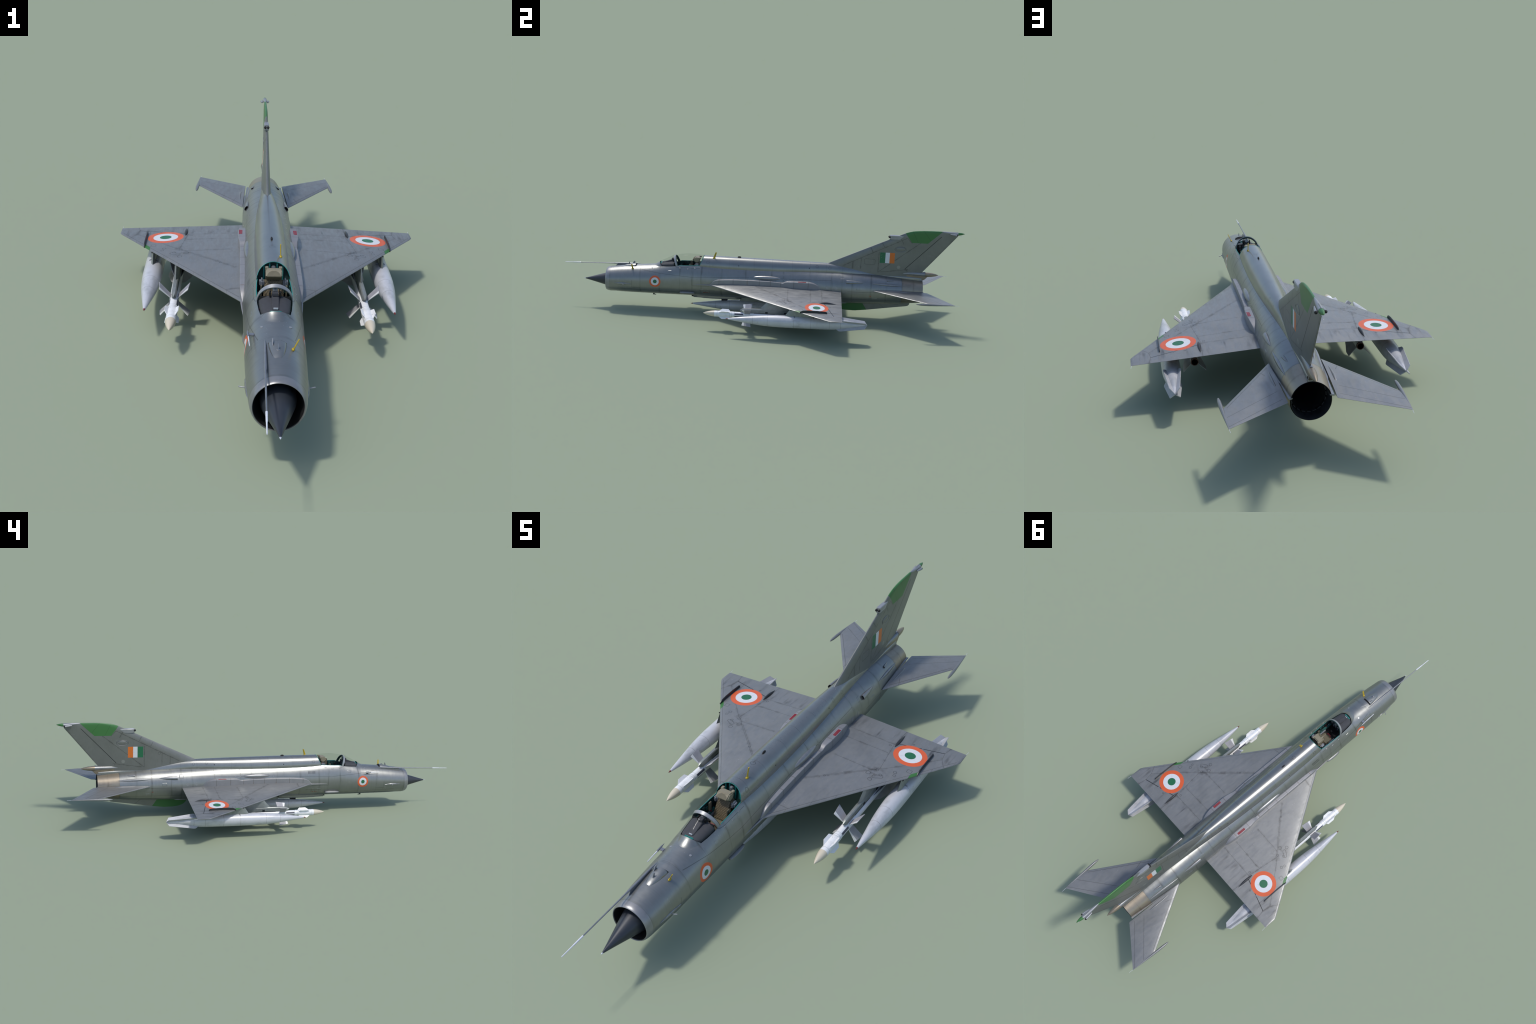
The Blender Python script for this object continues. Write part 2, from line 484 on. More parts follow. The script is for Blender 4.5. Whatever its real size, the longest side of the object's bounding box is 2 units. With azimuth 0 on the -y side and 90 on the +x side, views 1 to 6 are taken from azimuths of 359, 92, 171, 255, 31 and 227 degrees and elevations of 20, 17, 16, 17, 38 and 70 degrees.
def mat_missile():
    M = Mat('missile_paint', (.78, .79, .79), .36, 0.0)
    y, z, ax = M.y, M.z, M.x.abs()
    M.paint(M.noise(50).step(.45, .75), (.80, .80, .78), 'MULTIPLY', .5)
    M.paint(y.lt(.0555), (.60, .54, .42))
    d = None
    for h in [.0695, .1315, .1395, .152, .1965]:
        e = (y-h).abs(); d = e if d is None else d.min(e)
    M.paint(d.step(.0003, .0009, 1, 0), (.20, .27, .26), 'MIX', .7)
    an = M.dist(ax, z)
    pan = (y-.174).abs().lt(.0205)*((z.abs()-.0062).abs()).lt(.0035)*ax.gt(.008)
    M.paint(pan, (.07, .075, .10))
    tx = (z-.010).gt(0.0)*M.noise(300, 1, .6, 1, 2).gt(.68)*((y-.115).abs().lt(.03)+(y-.145).abs().lt(.008)).min(1.0)
    M.paint(tx, (.08, .10, .12), 'MIX', .7)
    M.paint(y.gt(.5265)*(an.lt(.0135)), (.10, .035, .025))
    M.paint(y.gt(.46)*an.lt(.0101), (.004, .004, .004))
    return M.done()

def mat_canard():
    M = Mat('missile_fin_metal', (.36, .36, .38), .6, .15)
    M.paint(M.noise(40).step(.4, .7), (.7, .7, .7), 'MULTIPLY', .5)
    M.paint(M.y.lt(.2015), (.72, .72, .70))
    return M.done()

def mat_glass():
    m = bpy.data.materials.new('canopy_glass'); m.use_nodes = True
    nt = m.node_tree; nt.nodes.clear()
    o = nt.nodes.new('ShaderNodeOutputMaterial'); mx = nt.nodes.new('ShaderNodeMixShader')
    t = nt.nodes.new('ShaderNodeBsdfTransparent'); t.inputs[0].default_value = (.925, .935, .925, 1)
    g = nt.nodes.new('ShaderNodeBsdfGlossy'); g.inputs['Roughness'].default_value = .05
    g.inputs[0].default_value = (.5, .5, .5, 1)
    mx.inputs[0].default_value = .002
    nt.links.new(t.outputs[0], mx.inputs[1]); nt.links.new(g.outputs[0], mx.inputs[2]); nt.links.new(mx.outputs[0], o.inputs[0])
    return m

def mat_quilt():
    M = Mat('quilted_leather', (.155, .12, .07), .6)
    a = ((M.x*150.0+M.z*110.0)._m('FRACT')-.5).abs(); b = ((M.x*150.0-M.z*110.0)._m('FRACT')-.5).abs()
    d = a.min(b)
    M.paint(d.step(.0, .12, 1, 0), (.45, .42, .38), 'MULTIPLY', .8)
    M.paint(M.noise(60).step(.4, .7), (.6, .6, .6), 'MULTIPLY', .5)
    M.bump(d.step(.0, .3), .5, .002)
    return M.done()

FUS, SPI, WING, STAB, FIN = mat_fuselage(), mat_spine(), mat_wing(), mat_stab(), mat_fin()
FAIR, VENT, TANK, MIS, CAN = mat_fairing(), mat_ventral(), mat_tank(), mat_missile(), mat_canard()
GLASS, QUILT = mat_glass(), mat_quilt()
PANEL = mat_simple('scoop_metal', (.28, .285, .285), .33, .65)
BLACK = mat_simple('matt_black', (.006, .006, .007), .7, 0, 0)
SOOT = mat_simple('sooty_steel', (.035, .037, .042), .5, .5, .5, 40)
DARK = mat_simple('dark_fence_paint', (.045, .048, .052), .4, .3, .4)
CONE = mat_simple('shock_cone_paint', (.036, .042, .052), .38, .15, .25, 25)
LIP = mat_simple('lip_metal', (.28, .285, .29), .32, .55, .3)
YEL = mat_simple('yellow_paint', (.43, .31, .015), .4, 0, .3)
PITOT = mat_simple('pitot_white', (.72, .73, .78), .3, .2, .1)
STEEL = mat_simple('grey_steel', (.26, .27, .29), .35, .6, .3)
TEAL = mat_simple('cockpit_teal', (.030, .27, .25), .5, 0, .4, 120)
TEALM = mat_simple('console_teal', (.012, .085, .078), .6, 0, .5, 120)
TEALD = mat_simple('cockpit_wall', (.008, .040, .038), .6, 0, .5, 120)
TANL = mat_simple('tan_leather', (.27, .235, .165), .5, 0, .35, 80)
OLIVE = mat_simple('olive_pad', (.15, .13, .085), .6, 0, .3, 80)
SHROUD = mat_simple('instrument_shroud', (.050, .051, .060), .72, 0, .3, 120)
FRAME = mat_simple('frame_paint', (.30, .31, .325), .38, .4, .25)
PYLON = mat_simple('pylon_paint', (.25, .27, .26), .42, .35, .4)
RED = mat_simple('red_warning_paint', (.24, .012, .022), .45, 0, .2)
BRASS = mat_simple('heat_tinted_metal', (.28, .235, .17), .35, .6, .35)
NAVG = mat_simple('green_tip_paint', PAINT_GREEN, .35, 0, .2)
GREYB = mat_simple('seat_grey', (.28, .29, .32), .4, .3, .3)

TFIN = mat_simple('tank_fin_paint', (.42, .43, .45), .55, .1, .4, 40)
# ------------------------------------------------------------------ root
ROOT = bpy.data.objects.new('fighter_jet', None); sc.collection.objects.link(ROOT)
ROOT["label"] = "silver delta-wing fighter jet with missiles and drop tanks"
ROOT["category"] = "fighter jet"

# ------------------------------------------------------------------ fuselage
_C = [(-.778, .1398), (-.755, .1405), (-.737, .1412), (-.69, .143), (-.62, .1455), (-.56, .147), (-.49, .1485), (-.40, .1505), (-.30, .152), (-.13, .154), (.05, .155), (.45, .155), (.65, .156), (.763, .157), (.815, .157)]
_W = [(-.778, .0568), (-.775, .0588), (-.768, .0610), (-.755, .0630), (-.737, .0645), (-.69, .0682), (-.62, .0705), (-.56, .0718), (-.49, .0730), (-.40, .0745), (-.25, .0762), (-.05, .0771), (.2, .0775), (.34, .0776), (.45, .0772), (.57, .0755), (.65, .0708), (.709, .066), (.763, .0612), (.815, .0562)]
_U = [(-.778, .0568), (-.775, .0588), (-.768, .0610), (-.755, .0630), (-.737, .0650), (-.69, .0700), (-.62, .0752), (-.56, .079), (-.541, .0805), (-.51, .0850), (-.494, .0905), (-.45, .0990), (-.42, .1055), (-.40, .1110), (-.35, .1105), (-.30, .1080), (-.25, .1045), (-.13, .0995), (.05, .0965), (.2, .0955), (.34, .0907), (.45, .087), (.57, .0825), (.65, .0745), (.709, .068), (.763, .0615), (.815, .0562)]
_B = [(-.778, .0568), (-.775, .0588), (-.768, .0610), (-.755, .0630), (-.737, .0632), (-.69, .0662), (-.62, .0692), (-.49, .0722), (-.40, .0738), (-.25, .0757), (.05, .078), (.34, .0775), (.45, .0755), (.57, .0715), (.65, .069), (.709, .0655), (.763, .061), (.815, .0562)]
cz, hw, bu, bl = prof(_C), prof(_W), prof(_U), prof(_B)

def skin(y, a, off=0.0):
    """point of the fuselage skin at station y, angle a (0 = +x, pi/2 = up)"""
    b = bu(y) if math.sin(a) > 0 else bl(y)
    return Vector(((hw(y)+off)*math.cos(a), y, cz(y)+(b+off)*math.sin(a)))

def skin_x(y, z):
    b = bu(y) if z > cz(y) else bl(y)
    t = (z-cz(y))/b
    return hw(y)*math.sqrt(max(0, 1-t*t))

NA = 128
ys = sorted(set([-.778, -.7770, -.7755, -.7735, -.771, -.768, -.763, -.757, -.75, -.743] + [round(v, 4) for v in frange(-.735, .80, 190)]))
secs = []
for j, (dy, k) in enumerate(((.0030, .965), (.0012, .972), (.0004, .982))):   # rolled inlet lip
    secs.append([Vector((hw(-.778)*k*math.cos(2*PI*i/NA), -.778+dy-.0005, cz(-.778)+bu(-.778)*k*math.sin(2*PI*i/NA))) for i in range(NA)])
for y in ys: secs.append([skin(y, 2*PI*i/NA) for i in range(NA)])
# tail rim: the upper half reaches further aft, with two notches
def rim(a):
    s = math.sin(a)
    return .812 if s > .22 else (.8065 if s < .05 else .8065+.0055*(s-.05)/.17)
secs.append([skin(rim(2*PI*i/NA), 2*PI*i/NA) for i in range(NA)])
vs, fs = loft_data(secs, True, False, False)
fus = mesh('fuselage', vs, fs, FUS)
# inner end walls make the shell a closed solid for the cockpit cut
bm = bmesh.new(); bm.from_mesh(fus.data)
bmesh.ops.holes_fill(bm, edges=[e for e in bm.edges if e.is_boundary])
bmesh.ops.recalc_face_normals(bm, faces=bm.faces)
bm.to_mesh(fus.data); bm.free()

# cockpit opening: plan outline of the sill, extruded downward
sill = [(-.5075, .0), (-.5065, .010), (-.5035, .021), (-.4990, .030), (-.494, .0352), (-.470, .0392), (-.44, .0421), (-.415, .0436), (-.385, .0442), (-.34, .0432), (-.298, .0408), (-.262, .0385)]
sx = prof(sill)
outl = [(sx(y), y) for y, _ in sill[1:]] + [(-sx(y), y) for y, _ in reversed(sill[1:])] + [(0, -.5075)]
cut = plate('cockpit_cutter', outl, 'z', .25, .15, TEALD, None)
cut.data.materials.clear(); cut.data.materials.append(TEALD)
fus.data.materials.append(TEALD)
for p in cut.data.polygons: p.material_index = 0
md = fus.modifiers.new('cut', 'BOOLEAN'); md.object = cut; md.operation = 'DIFFERENCE'; md.solver = 'EXACT'
md.material_mode = 'TRANSFER'
dg = bpy.context.evaluated_depsgraph_get()
me2 = bpy.data.meshes.new_from_object(fus.evaluated_get(dg))
fus.modifiers.clear(); old = fus.data; fus.data = me2
bpy.data.objects.remove(cut)
# drop the helper end walls again (inlet and tail pipe stay open)
bm = bmesh.new(); bm.from_mesh(me2)
kill = [f for f in bm.faces if len(f.verts) > 60 and abs(f.normal.y) > .8]
bmesh.ops.delete(bm, geom=kill, context='FACES'); bm.to_mesh(me2); bm.free()
for p in me2.polygons: p.use_smooth = True
me2.set_sharp_from_angle(angle=math.radians(38))
# nose and tail of the fuselage become parts of their own
intake_parts = split(fus, [('intake_lip', lambda c: c.y < -.757), ('tail_section', lambda c: c.y > .709), ('fuselage', lambda c: True)], ROOT)
for o in intake_parts:
    if o.name == 'intake_lip': o.data.materials[0] = LIP

revolve('intake_duct', [(-.7755, .0547), (-.75, .0525), (-.70, .0480), (-.60, .046), (-.56, .02), (-.56, .0)], BLACK, c=(0, .1385), zc=lin([(-.7755, .1399), (-.70, .142), (-.56, .145)]))
revolve('shock_cone', [(-.8948, .0004), (-.8925, .0014), (-.86, .0100), (-.82, .0211), (-.78, .0322), (-.755, .0388), (-.742, .0402), (-.71, .0402), (-.62, .036)], CONE, c=(0, .1345), n=64, zc=lin([(-.8948, .1337), (-.742, .1375), (-.62, .140)]))
revolve('cone_tip', [(-.8965, .0), (-.8955, .0012), (-.889, .0024), (-.8885, .0)], PITOT, c=(0, .1336), n=16)

# exhaust
revolve('exhaust_nozzle', [(.70, .0535), (.80, .0542), (.8105, .0548), (.8115, .0543), (.8095, .0534), (.79, .0520), (.755, .0503), (.72, .049), (.72, .0465)], SOOT, c=(0, .157), n=64)
revolve('afterburner_wall', [(.760, .0475), (.72, .0450), (.50, .038), (.50, 0)], BLACK, c=(0, .157), n=48)
fl = None
for i in range(20):
    a = 2*PI*i/20
    if fl is None:
        fl = plate('nozzle_flap', [(-.0055, -.0012), (.0055, -.0012), (.0050, .0012), (-.0050, .0012)], 'y', 0, .012, SOOT, None, .0004)
        o = fl
    else:
        o = fl.copy(); sc.collection.objects.link(o)
    o.parent = ROOT
    o.location = (.0485*math.cos(a), .765, .157+.0485*math.sin(a)); o.rotation_euler = (0, -a+PI/2, 0)

# ------------------------------------------------------------------ dorsal spine
sa = prof([(-.30, .0425), (-.26, .0438), (-.2, .0450), (-.1, .0452), (.05, .0435), (.2, .0385), (.34, .0295), (.45, .0218), (.53, .0175), (.59, .0146), (.66, .0124), (.74, .0105), (.83, .0085)])
st = prof([(-.30, .2857), (-.2, .2857), (-.08, .2852), (.05, .2842), (.2, .2825), (.33, .2802), (.38, .2765), (.45, .2685), (.52, .2590), (.58, .2500), (.66, .242), (.74, .236), (.83, .232)])
sb = prof([(-.30, .236), (.05, .231), (.25, .236), (.57, .234), (.83, .225)])
secs = []
for y in frange(-.284, .806, 150):
    a, t, b = sa(y), st(y), sb(y)
    row = []
    k = max(0.0, 1-(y+.284)/.09)
    for j in range(49):
        th = PI*j/48
        pw = .92+.9*max(0.0, min(1.0, (y-.36)/.2))
        x, z = a*math.cos(th), b+(t-b)*math.sin(th)**pw
        row.append((x, z))
    dp = .03-.018*max(0.0, min(1.0, (y-.6)/.15))
    row = [(a*1.0, b-dp)]+row+[(-a*1.0, b-dp)]
    secs.append([Vector((x, y+.45*(z-.2855)*k, z)) for x, z in row])
loft('dorsal_spine', secs, SPI, None, False, False, False, 45)
# hollow behind the canopy: bulkhead with frames
bk = [Vector((sa(-.27)*.97*math.cos(PI*j/24), -.262+.45*(.236+.046*math.sin(PI*j/24)-.2855), .236+.0465*math.sin(PI*j/24))) for j in range(25)]
bk += [Vector((-.041, -.285, .20)), Vector((.041, -.285, .20))]
cab = bpy.data.objects.new('cockpit', None)
cab_o = plate('cockpit', [(-.05, -.002), (.05, -.002), (.05, .002), (-.05, .002)], 'y', 0, .001, TEALD)  # replaced below
bpy.data.objects.remove(cab_o); bpy.data.objects.remove(cab)
cockpit = mesh('cockpit', bk, [tuple(range(len(bk)))], TEALD)
for x, w in ((-.024, .004), (-.0095, .0035), (.0095, .0035), (.024, .004)):
    h = .236+.0455*math.sqrt(1-(x/.045)**2)
    box('bulkhead_frame', (x, -.2795, (h+.215)/2), (w, .005, h-.217), TEAL, cockpit, .0006,)
box('seat_catapult', (0, -.286, .262), (.010, .010, .024), GREYB, cockpit, .002)

# ------------------------------------------------------------------ windshield, canopy, frame
wt = prof([(-.5095, .2435), (-.49, .2520), (-.46, .2650), (-.435, .2755), (-.424, .2805), (-.393, .2880), (-.36, .2915), (-.33, .2912), (-.303, .2888), (-.283, .2862)])
wz = lin([(-.5095, .2400), (-.50, .2340), (-.494, .2290), (-.46, .2305), (-.42, .2335), (-.40, .2385), (-.30, .2425), (-.283, .2435)])
def arch(y, x0, z0, zt, lean=0.0, n=32, p=.95):
    r = []
    for j in range(n+1):
        th = PI*j/n
        z = z0+(zt-z0)*math.sin(th)**p
        r.append(Vector((x0*math.cos(th), y+lean*(z-z0), z)))
    return r
loft('windshield_glass', [arch(y, sx(y+.001)+.001, wz(y), wt(y+0), -.35*(y+.51)/.09) for y in frange(-.5090, -.421, 16)], GLASS, None, False, False, False)
secs = []
for i in range(22):
    f = i/21; y = -.4160+f*(-.3015+.4160)
    lean = -.35*(1-f)+.45*f
    yt = y+lean*.045
    secs.append(arch(y, sx(y)-.0005, wz(y)+.001, wt(yt), lean))
loft('canopy_glass', secs, GLASS, None, False, False, False)
# cowl plate in front of the windshield
def top0(y, x): return cz(y)+bu(y)*math.sqrt(max(0, 1-(x/hw(y))**2))
secs = []
for f in frange(0, 1, 12):
    row = []
    for j in range(33):
        th = PI*j/32; xr = math.cos(th)
        xa, ya = .0352*xr, -.5085+.0140*abs(xr)**2.4
        za = max(.2438-.0152*abs(xr)**2.2, top0(ya, xa)-.0004)
        xb, yb = .0250*xr, -.5420+.016*abs(xr)**2
        x, y = xa+(xb-xa)*f, ya+(yb-ya)*f
        zs = top0(y, x)
        lift = (za-top0(ya, xa))
        row.append(Vector((x, y, zs+lift*(1-f)**1.6-.0006*f)))
    secs.append(row)
loft('windshield_cowl', secs, FUS, None, False, False, False, 60)
# frame: a curved band with thickness
def band(name, y0, y1, x0, z0, zt, lean, t, mat, parent=None):
    k = .0056
    o0, o1 = arch(y0, x0-.0012, z0, zt-k, lean), arch(y1, x0, z0, zt, lean)
    i0, i1 = arch(y0, x0-t-.0012, z0, zt-t-k, lean), arch(y1, x0-t, z0, zt-t, lean)
    ring = [o0, o1, i1, i0]
    secs = [[r[j] for r in ring] for j in range(len(o0))]
    return loft(name, secs, mat, parent, True, True, True, 35)
band('windshield_frame', -.4215, -.4110, .0446, .2315, .2815, -.36, .0020, FRAME)
band('frame_lining', -.4205, -.4090, .0430, .2325, .2797, -.36, .0022, TEALD)
# teal seal along the canopy sill and the spine arch
pts = []
for y in frange(-.408, -.300, 14): pts.append((Vector((sx(y)-.0004, y, cz(y)+bu(y)*math.sqrt(1-(sx(y)/hw(y))**2)+.0006)), .0011))
for j in range(1, 24):
    th = PI*j/24; z = .240+.0452*math.sin(th)**.92
    pts.append((Vector((sa(-.284)*.985*math.cos(th), -.2855+.45*(z-.2855), z)), .0009))
for y in frange(-.300, -.408, 14): pts.append((Vector((-sx(y)+.0004, y, cz(y)+bu(y)*math.sqrt(1-(sx(y)/hw(y))**2)+.0006)), .0011))
tube('canopy_seal', pts, TEAL, None, 8)

# ------------------------------------------------------------------ cockpit interior
# seat
bkp = [(-.354, .192), (-.320, .186), (-.298, .248), (-.322, .254)]
plate('seat_backrest', bkp, 'x', 0, .050, QUILT, cockpit, .005)
plate('seat_cushion', [(-.392, .180), (-.325, .180), (-.325, .192), (-.386, .195)], 'x', 0, .050, OLIVE, cockpit, .004)
hr = [(-.341, .2662), (-.3275, .2788), (-.3055, .2765), (-.3040, .2650), (-.3100, .2540), (-.3250, .2512)]
plate('headrest', hr, 'x', 0, .041, TANL, cockpit, .003)
# arched pad laid over the two front facets of the head rest
rows = []
for k in range(13):
    z = .2530+.0245*k/12
    y = -.3410+(z-.2662)*(.0135/.0128) if z > .2662 else -.3410-(z-.2662)*(.016/.015)
    w = .0185*math.sqrt(max(0.0, 1-max(0.0, (z-.2600)/.0180)**2.2))+.0008
    rows.append([Vector((w*q, y-.0016, z)) for q in frange(-1, 1, 9)])
loft('headrest_pad', rows, OLIVE, cockpit, False, False, False)
for s in (-1, 1):
    box('headrest_horn', (s*.0172, -.3060, .2755), (.0080, .012, .0065), TANL, cockpit, .0008)
    box('shoulder_wing', (s*.0295, -.318, .242), (.013, .024, .020), GREYB, cockpit, .005)
    box('seat_rail', (s*.0315, -.352, .232), (.0035, .012, .030), OLIVE, cockpit, .001)
    box('side_console', (s*.036, -.385, .196), (.010, .13, .016), TEALM, cockpit, .001)
    box('armrest', (s*.029, -.365, .196), (.006, .06, .012), GREYB, cockpit, .0015)
    for i in range(9):
        m = (BLACK, GREYB, RED, TEAL, BLACK)[i % 5]
        box('console_switch', (s*(.0345+.004*random.random()), -.435+.013*i+.004*random.random(), .2055), (.003, .005, .004), m, cockpit)
box('cockpit_floor', (0, -.385, .1768), (.08, .22, .003), BLACK, cockpit)
# wall inserts in teal and black
for s in (-1, 1):
    for i in range(7):
        box('wall_panel', (s*(.0405), -.405+.016*i, .222+.004*(i % 3)), (.003, .011, .012), (TEALM, BLACK, TEALD)[(i+(s > 0)) % 3], cockpit, .0006)
# instrument shroud
secs = []
for f in frange(0, 1, 14):
    y = -.503+.072*f
    w = max(.004, sx(y)-.0035); zb = wz(y)-.004; zt = .2385+.0135*f**.8
    secs.append([Vector((w*math.cos(PI*j/24), y, zb+(zt-zb)*math.sin(PI*j/24)**.55)) for j in range(25)])
loft('instrument_shroud', secs, SHROUD, cockpit, False, False, True, 40)
plate('gunsight_base', [(-.494, .240), (-.494, .2425), (-.478, .2465), (-.452, .2555), (-.432, .2585), (-.432, .24)], 'x', 0, .017, SHROUD, cockpit, .0012)
box('gunsight_head', (0, -.441, .2610), (.015, .016, .007), SHROUD, cockpit, .001)
tube('gunsight_barrel', [(Vector((0, -.437, .2625)), .0062), (Vector((0, -.425, .2655)), .0062)], STEEL, cockpit, 16)
for s in (-1, 1):
    box('gunsight_bracket', (s*.0125, -.436, .258), (.004, .012, .012), BLACK, cockpit, .001)
    tube('camera_arm', [(Vector((s*.0105, -.43, .25)), .0009), (Vector((s*.0105, -.428, .277)), .0009)], BLACK, cockpit, 8)
box('dash_panel', (0, -.432, .232), (.074, .004, .036), BLACK, cockpit, .001)
for i in range(14):
    a, b = i % 5, i//5
    tube('dial', [(Vector((-.026+.013*a, -.4305, .2435-.011*b)), .0045), (Vector((-.026+.013*a, -.4285, .2435-.011*b)), .0042)], STEEL if i % 3 else SHROUD, cockpit, 16)
box('windshield_front_trim', (0, -.5015, .2375), (.030, .006, .008), TEAL, cockpit, .002)
box('warning_plate', (0, -.4935, .2445), (.011, .002, .004), PITOT, cockpit, .0004)
tube('control_stick', [(Vector((0, -.405, .18)), .0018), (Vector((0, -.398, .213)), .0018), (Vector((0, -.40, .222)), .003), (Vector((0, -.402, .230)), .0025)], BLACK, cockpit, 10)
tube('ejection_handle', [(Vector((-.012, -.385, .194)), .0012), (Vector((-.008, -.389, .206)), .0014), (Vector((.008, -.389, .206)), .0014), (Vector((.012, -.385, .194)), .0012)], RED, cockpit, 8)

# ------------------------------------------------------------------ wings
def LEw(x): return -.2342+(x-.0874)*1.544
def zw(x): return .1570-.0460*(x-.08)
def foil(u, k=.38):
    """half thickness of a thin wing profile, u = chord fraction"""
    return 1.02*math.sqrt(max(u, 0))*(1-u)**.85*1.15 if u < 1 else 0.0
FM = max(foil(i/200) for i in range(201))
def hinge(x):
    if x <= .2520: return .3115
    return .3222+(x-.2520)*.302
TEW = .4074
xs = sorted([.055, .07, .08, .09, .10, .12, .14, .16, .18, .20, .22, .235, .2515, .2525, .27, .285, .30, .315, .33, .345, .36, .375, .39, .4040, .4050, .42, .435, .45, .4585, .4632, .4655])
NF, NAFT = 22, 8
secs = []
for x in xs:
    le, te, hg = LEw(x), TEW, hinge(x)
    if x > .4585: le = LEw(.4585)+(x-.4585)*2.0
    ch = te-le; tm = max(.040*ch, .0055)*(1.0 if x < .455 else (.75 if x < .464 else .35))
    us = [0, .0015, .006, .014]+[.014+(( hg-le)/ch-.014)*((i+1)/(NF-3)) for i in range(NF-3)]
    us += [(hg-le)/ch+(1-(hg-le)/ch)*((i+1)/NAFT) for i in range(NAFT)]
    z0 = zw(x)
    up = [Vector((x, le+u*ch, z0+.5*tm*foil(u)/FM+.0003*min(1, u*20))) for u in us]
    lo = [Vector((x, le+u*ch, z0-.5*tm*foil(u)/FM-.0003*min(1, u*20))) for u in us]
    secs.append(lo[::-1]+up[1:])
w = loft('wing', secs, WING, None, True, True, True, 50)
wing_tests = [('flap', lambda c: c.y > hinge(c.x) and .07 < c.x < .2520 and c.y > .3115),
              ('aileron', lambda c: c.y > hinge(c.x)+.0001 and .2520 < c.x < .4045),
              ('wing', lambda c: True)]
wm = mirror(w)
for o, s in ((w, 1), (wm, -1)):
    parts = split(o, [(k, (lambda c, t=t, s=s: t(Vector((abs(c.x), c.y, c.z))))) for k, t in wing_tests], ROOT)
    wob = [p for p in parts if p.name.startswith('wing')][0]
    for p in parts:
        if p is not wob: p.parent = wob
    # fences and fairings stand on the wing
    def upz(x, y):
        le = LEw(x); ch = TEW-le; u = (y-le)/ch
        return zw(x)+.5*.040*ch*foil(u)/FM
    X = .3768
    base = [(y, upz(X, y)-.002) for y in frange(.212, .338, 12)]
    top = [(.338, upz(X, .338)+.0035), (.3345, upz(X, .3345)+.0085), (.328, upz(X, .328)+.0098), (.29, upz(X, .29)+.0110), (.25, upz(X, .25)+.0115), (.225, upz(X, .225)+.0105), (.215, upz(X, .215)+.0075), (.209, upz(X, .215)+.002)]
    plate('wing_fence', base+top, 'x', s*X, .0026, DARK, wob, .0006)
    secs = []
    for f in frange(0, 1, 20):
        y = .2985+.0845*f; r = .0052*math.sin(PI*min(1, f*1.15+.0))**.7 if f < .435 else .0052*(1-((f-.435)/.565)**1.8)
        r = max(r, .0002)
        zz = upz(.255, min(y, .40))
        secs.append([Vector((s*.255+r*math.cos(2*PI*j/16), y, zz+1.55*r*math.sin(2*PI*j/16))) for j in range(16)])
    loft('actuator_fairing', secs, DARK, wob)
    tube('static_wick', [(Vector((s*.4635, .402, .139)), .0006), (Vector((s*.4655, .4265, .1385)), .0004)], PITOT, wob, 6)
    box('aileron_bracket', (s*.335, .3475, upz(.335, .3475)+.0004), (.004, .006, .0016), STEEL, wob)
    tube('landing_light', [(Vector((s*.3490, .172, zw(.349)-.002)), .0015), (Vector((s*.3490, .165, zw(.349)-.001)), .0022), (Vector((s*.349, .163, zw(.349)-.001)), .001)], BLACK, wob, 8)

# ------------------------------------------------------------------ wing root fairings with dispensers
fo = prof([(-.248, .0772), (-.235, .0810), (-.21, .0838), (-.13, .0846), (.0, .0846), (.10, .0842), (.135, .0862), (.165, .0902), (.21, .0905), (.25, .0885), (.28, .0840), (.305, .0765)])
ft = prof([(-.248, .1590), (-.238, .1700), (-.222, .1815), (-.205, .1870), (-.10, .1925), (.04, .1935), (.09, .1905), (.115, .1885), (.137, .1965), (.17, .1985), (.245, .1980), (.272, .1925), (.29, .1840), (.305, .1700)])
secs = []
for y in frange(-.248, .3055, 90):
    xo, zt, zb, xi = fo(y), ft(y), .150, .052
    r = .0022
    pts = [(xi, zb), (xo, zb), (xo, zt-r)]
    pts += [(xo-r+r*math.cos(PI/2*k/5), zt-r+r*math.sin(PI/2*k/5)) for k in range(1, 6)]
    pts += [(xi, zt+.0012)]
    secs.append([Vector((x, y, z)) for x, z in pts])
f1 = loft('dispenser_fairing', secs, FAIR, None, True, True, True, 35)
f2 = mirror(f1)
for o, s in ((f1, 1), (f2, -1)):
    for k in range(3):
        box('dispenser_cover', (s*(.0795+.0036*k-.0002), .2125, ft(.2125)-.0002), (.0031, .039, .0020), RED, o, .0004)
    tube('root_spike', [(Vector((s*.0745, -.337, .1545)), .0004), (Vector((s*.0765, -.30, .155)), .0016), (Vector((s*.0790, -.25, .156)), .0030), (Vector((s*.079, -.22, .158)), .003)], FAIR, o, 10)
    ellipsoid('side_blister', (s*.0615, .037, .2030), (.0125, .074, .0120), PANEL, ROOT)

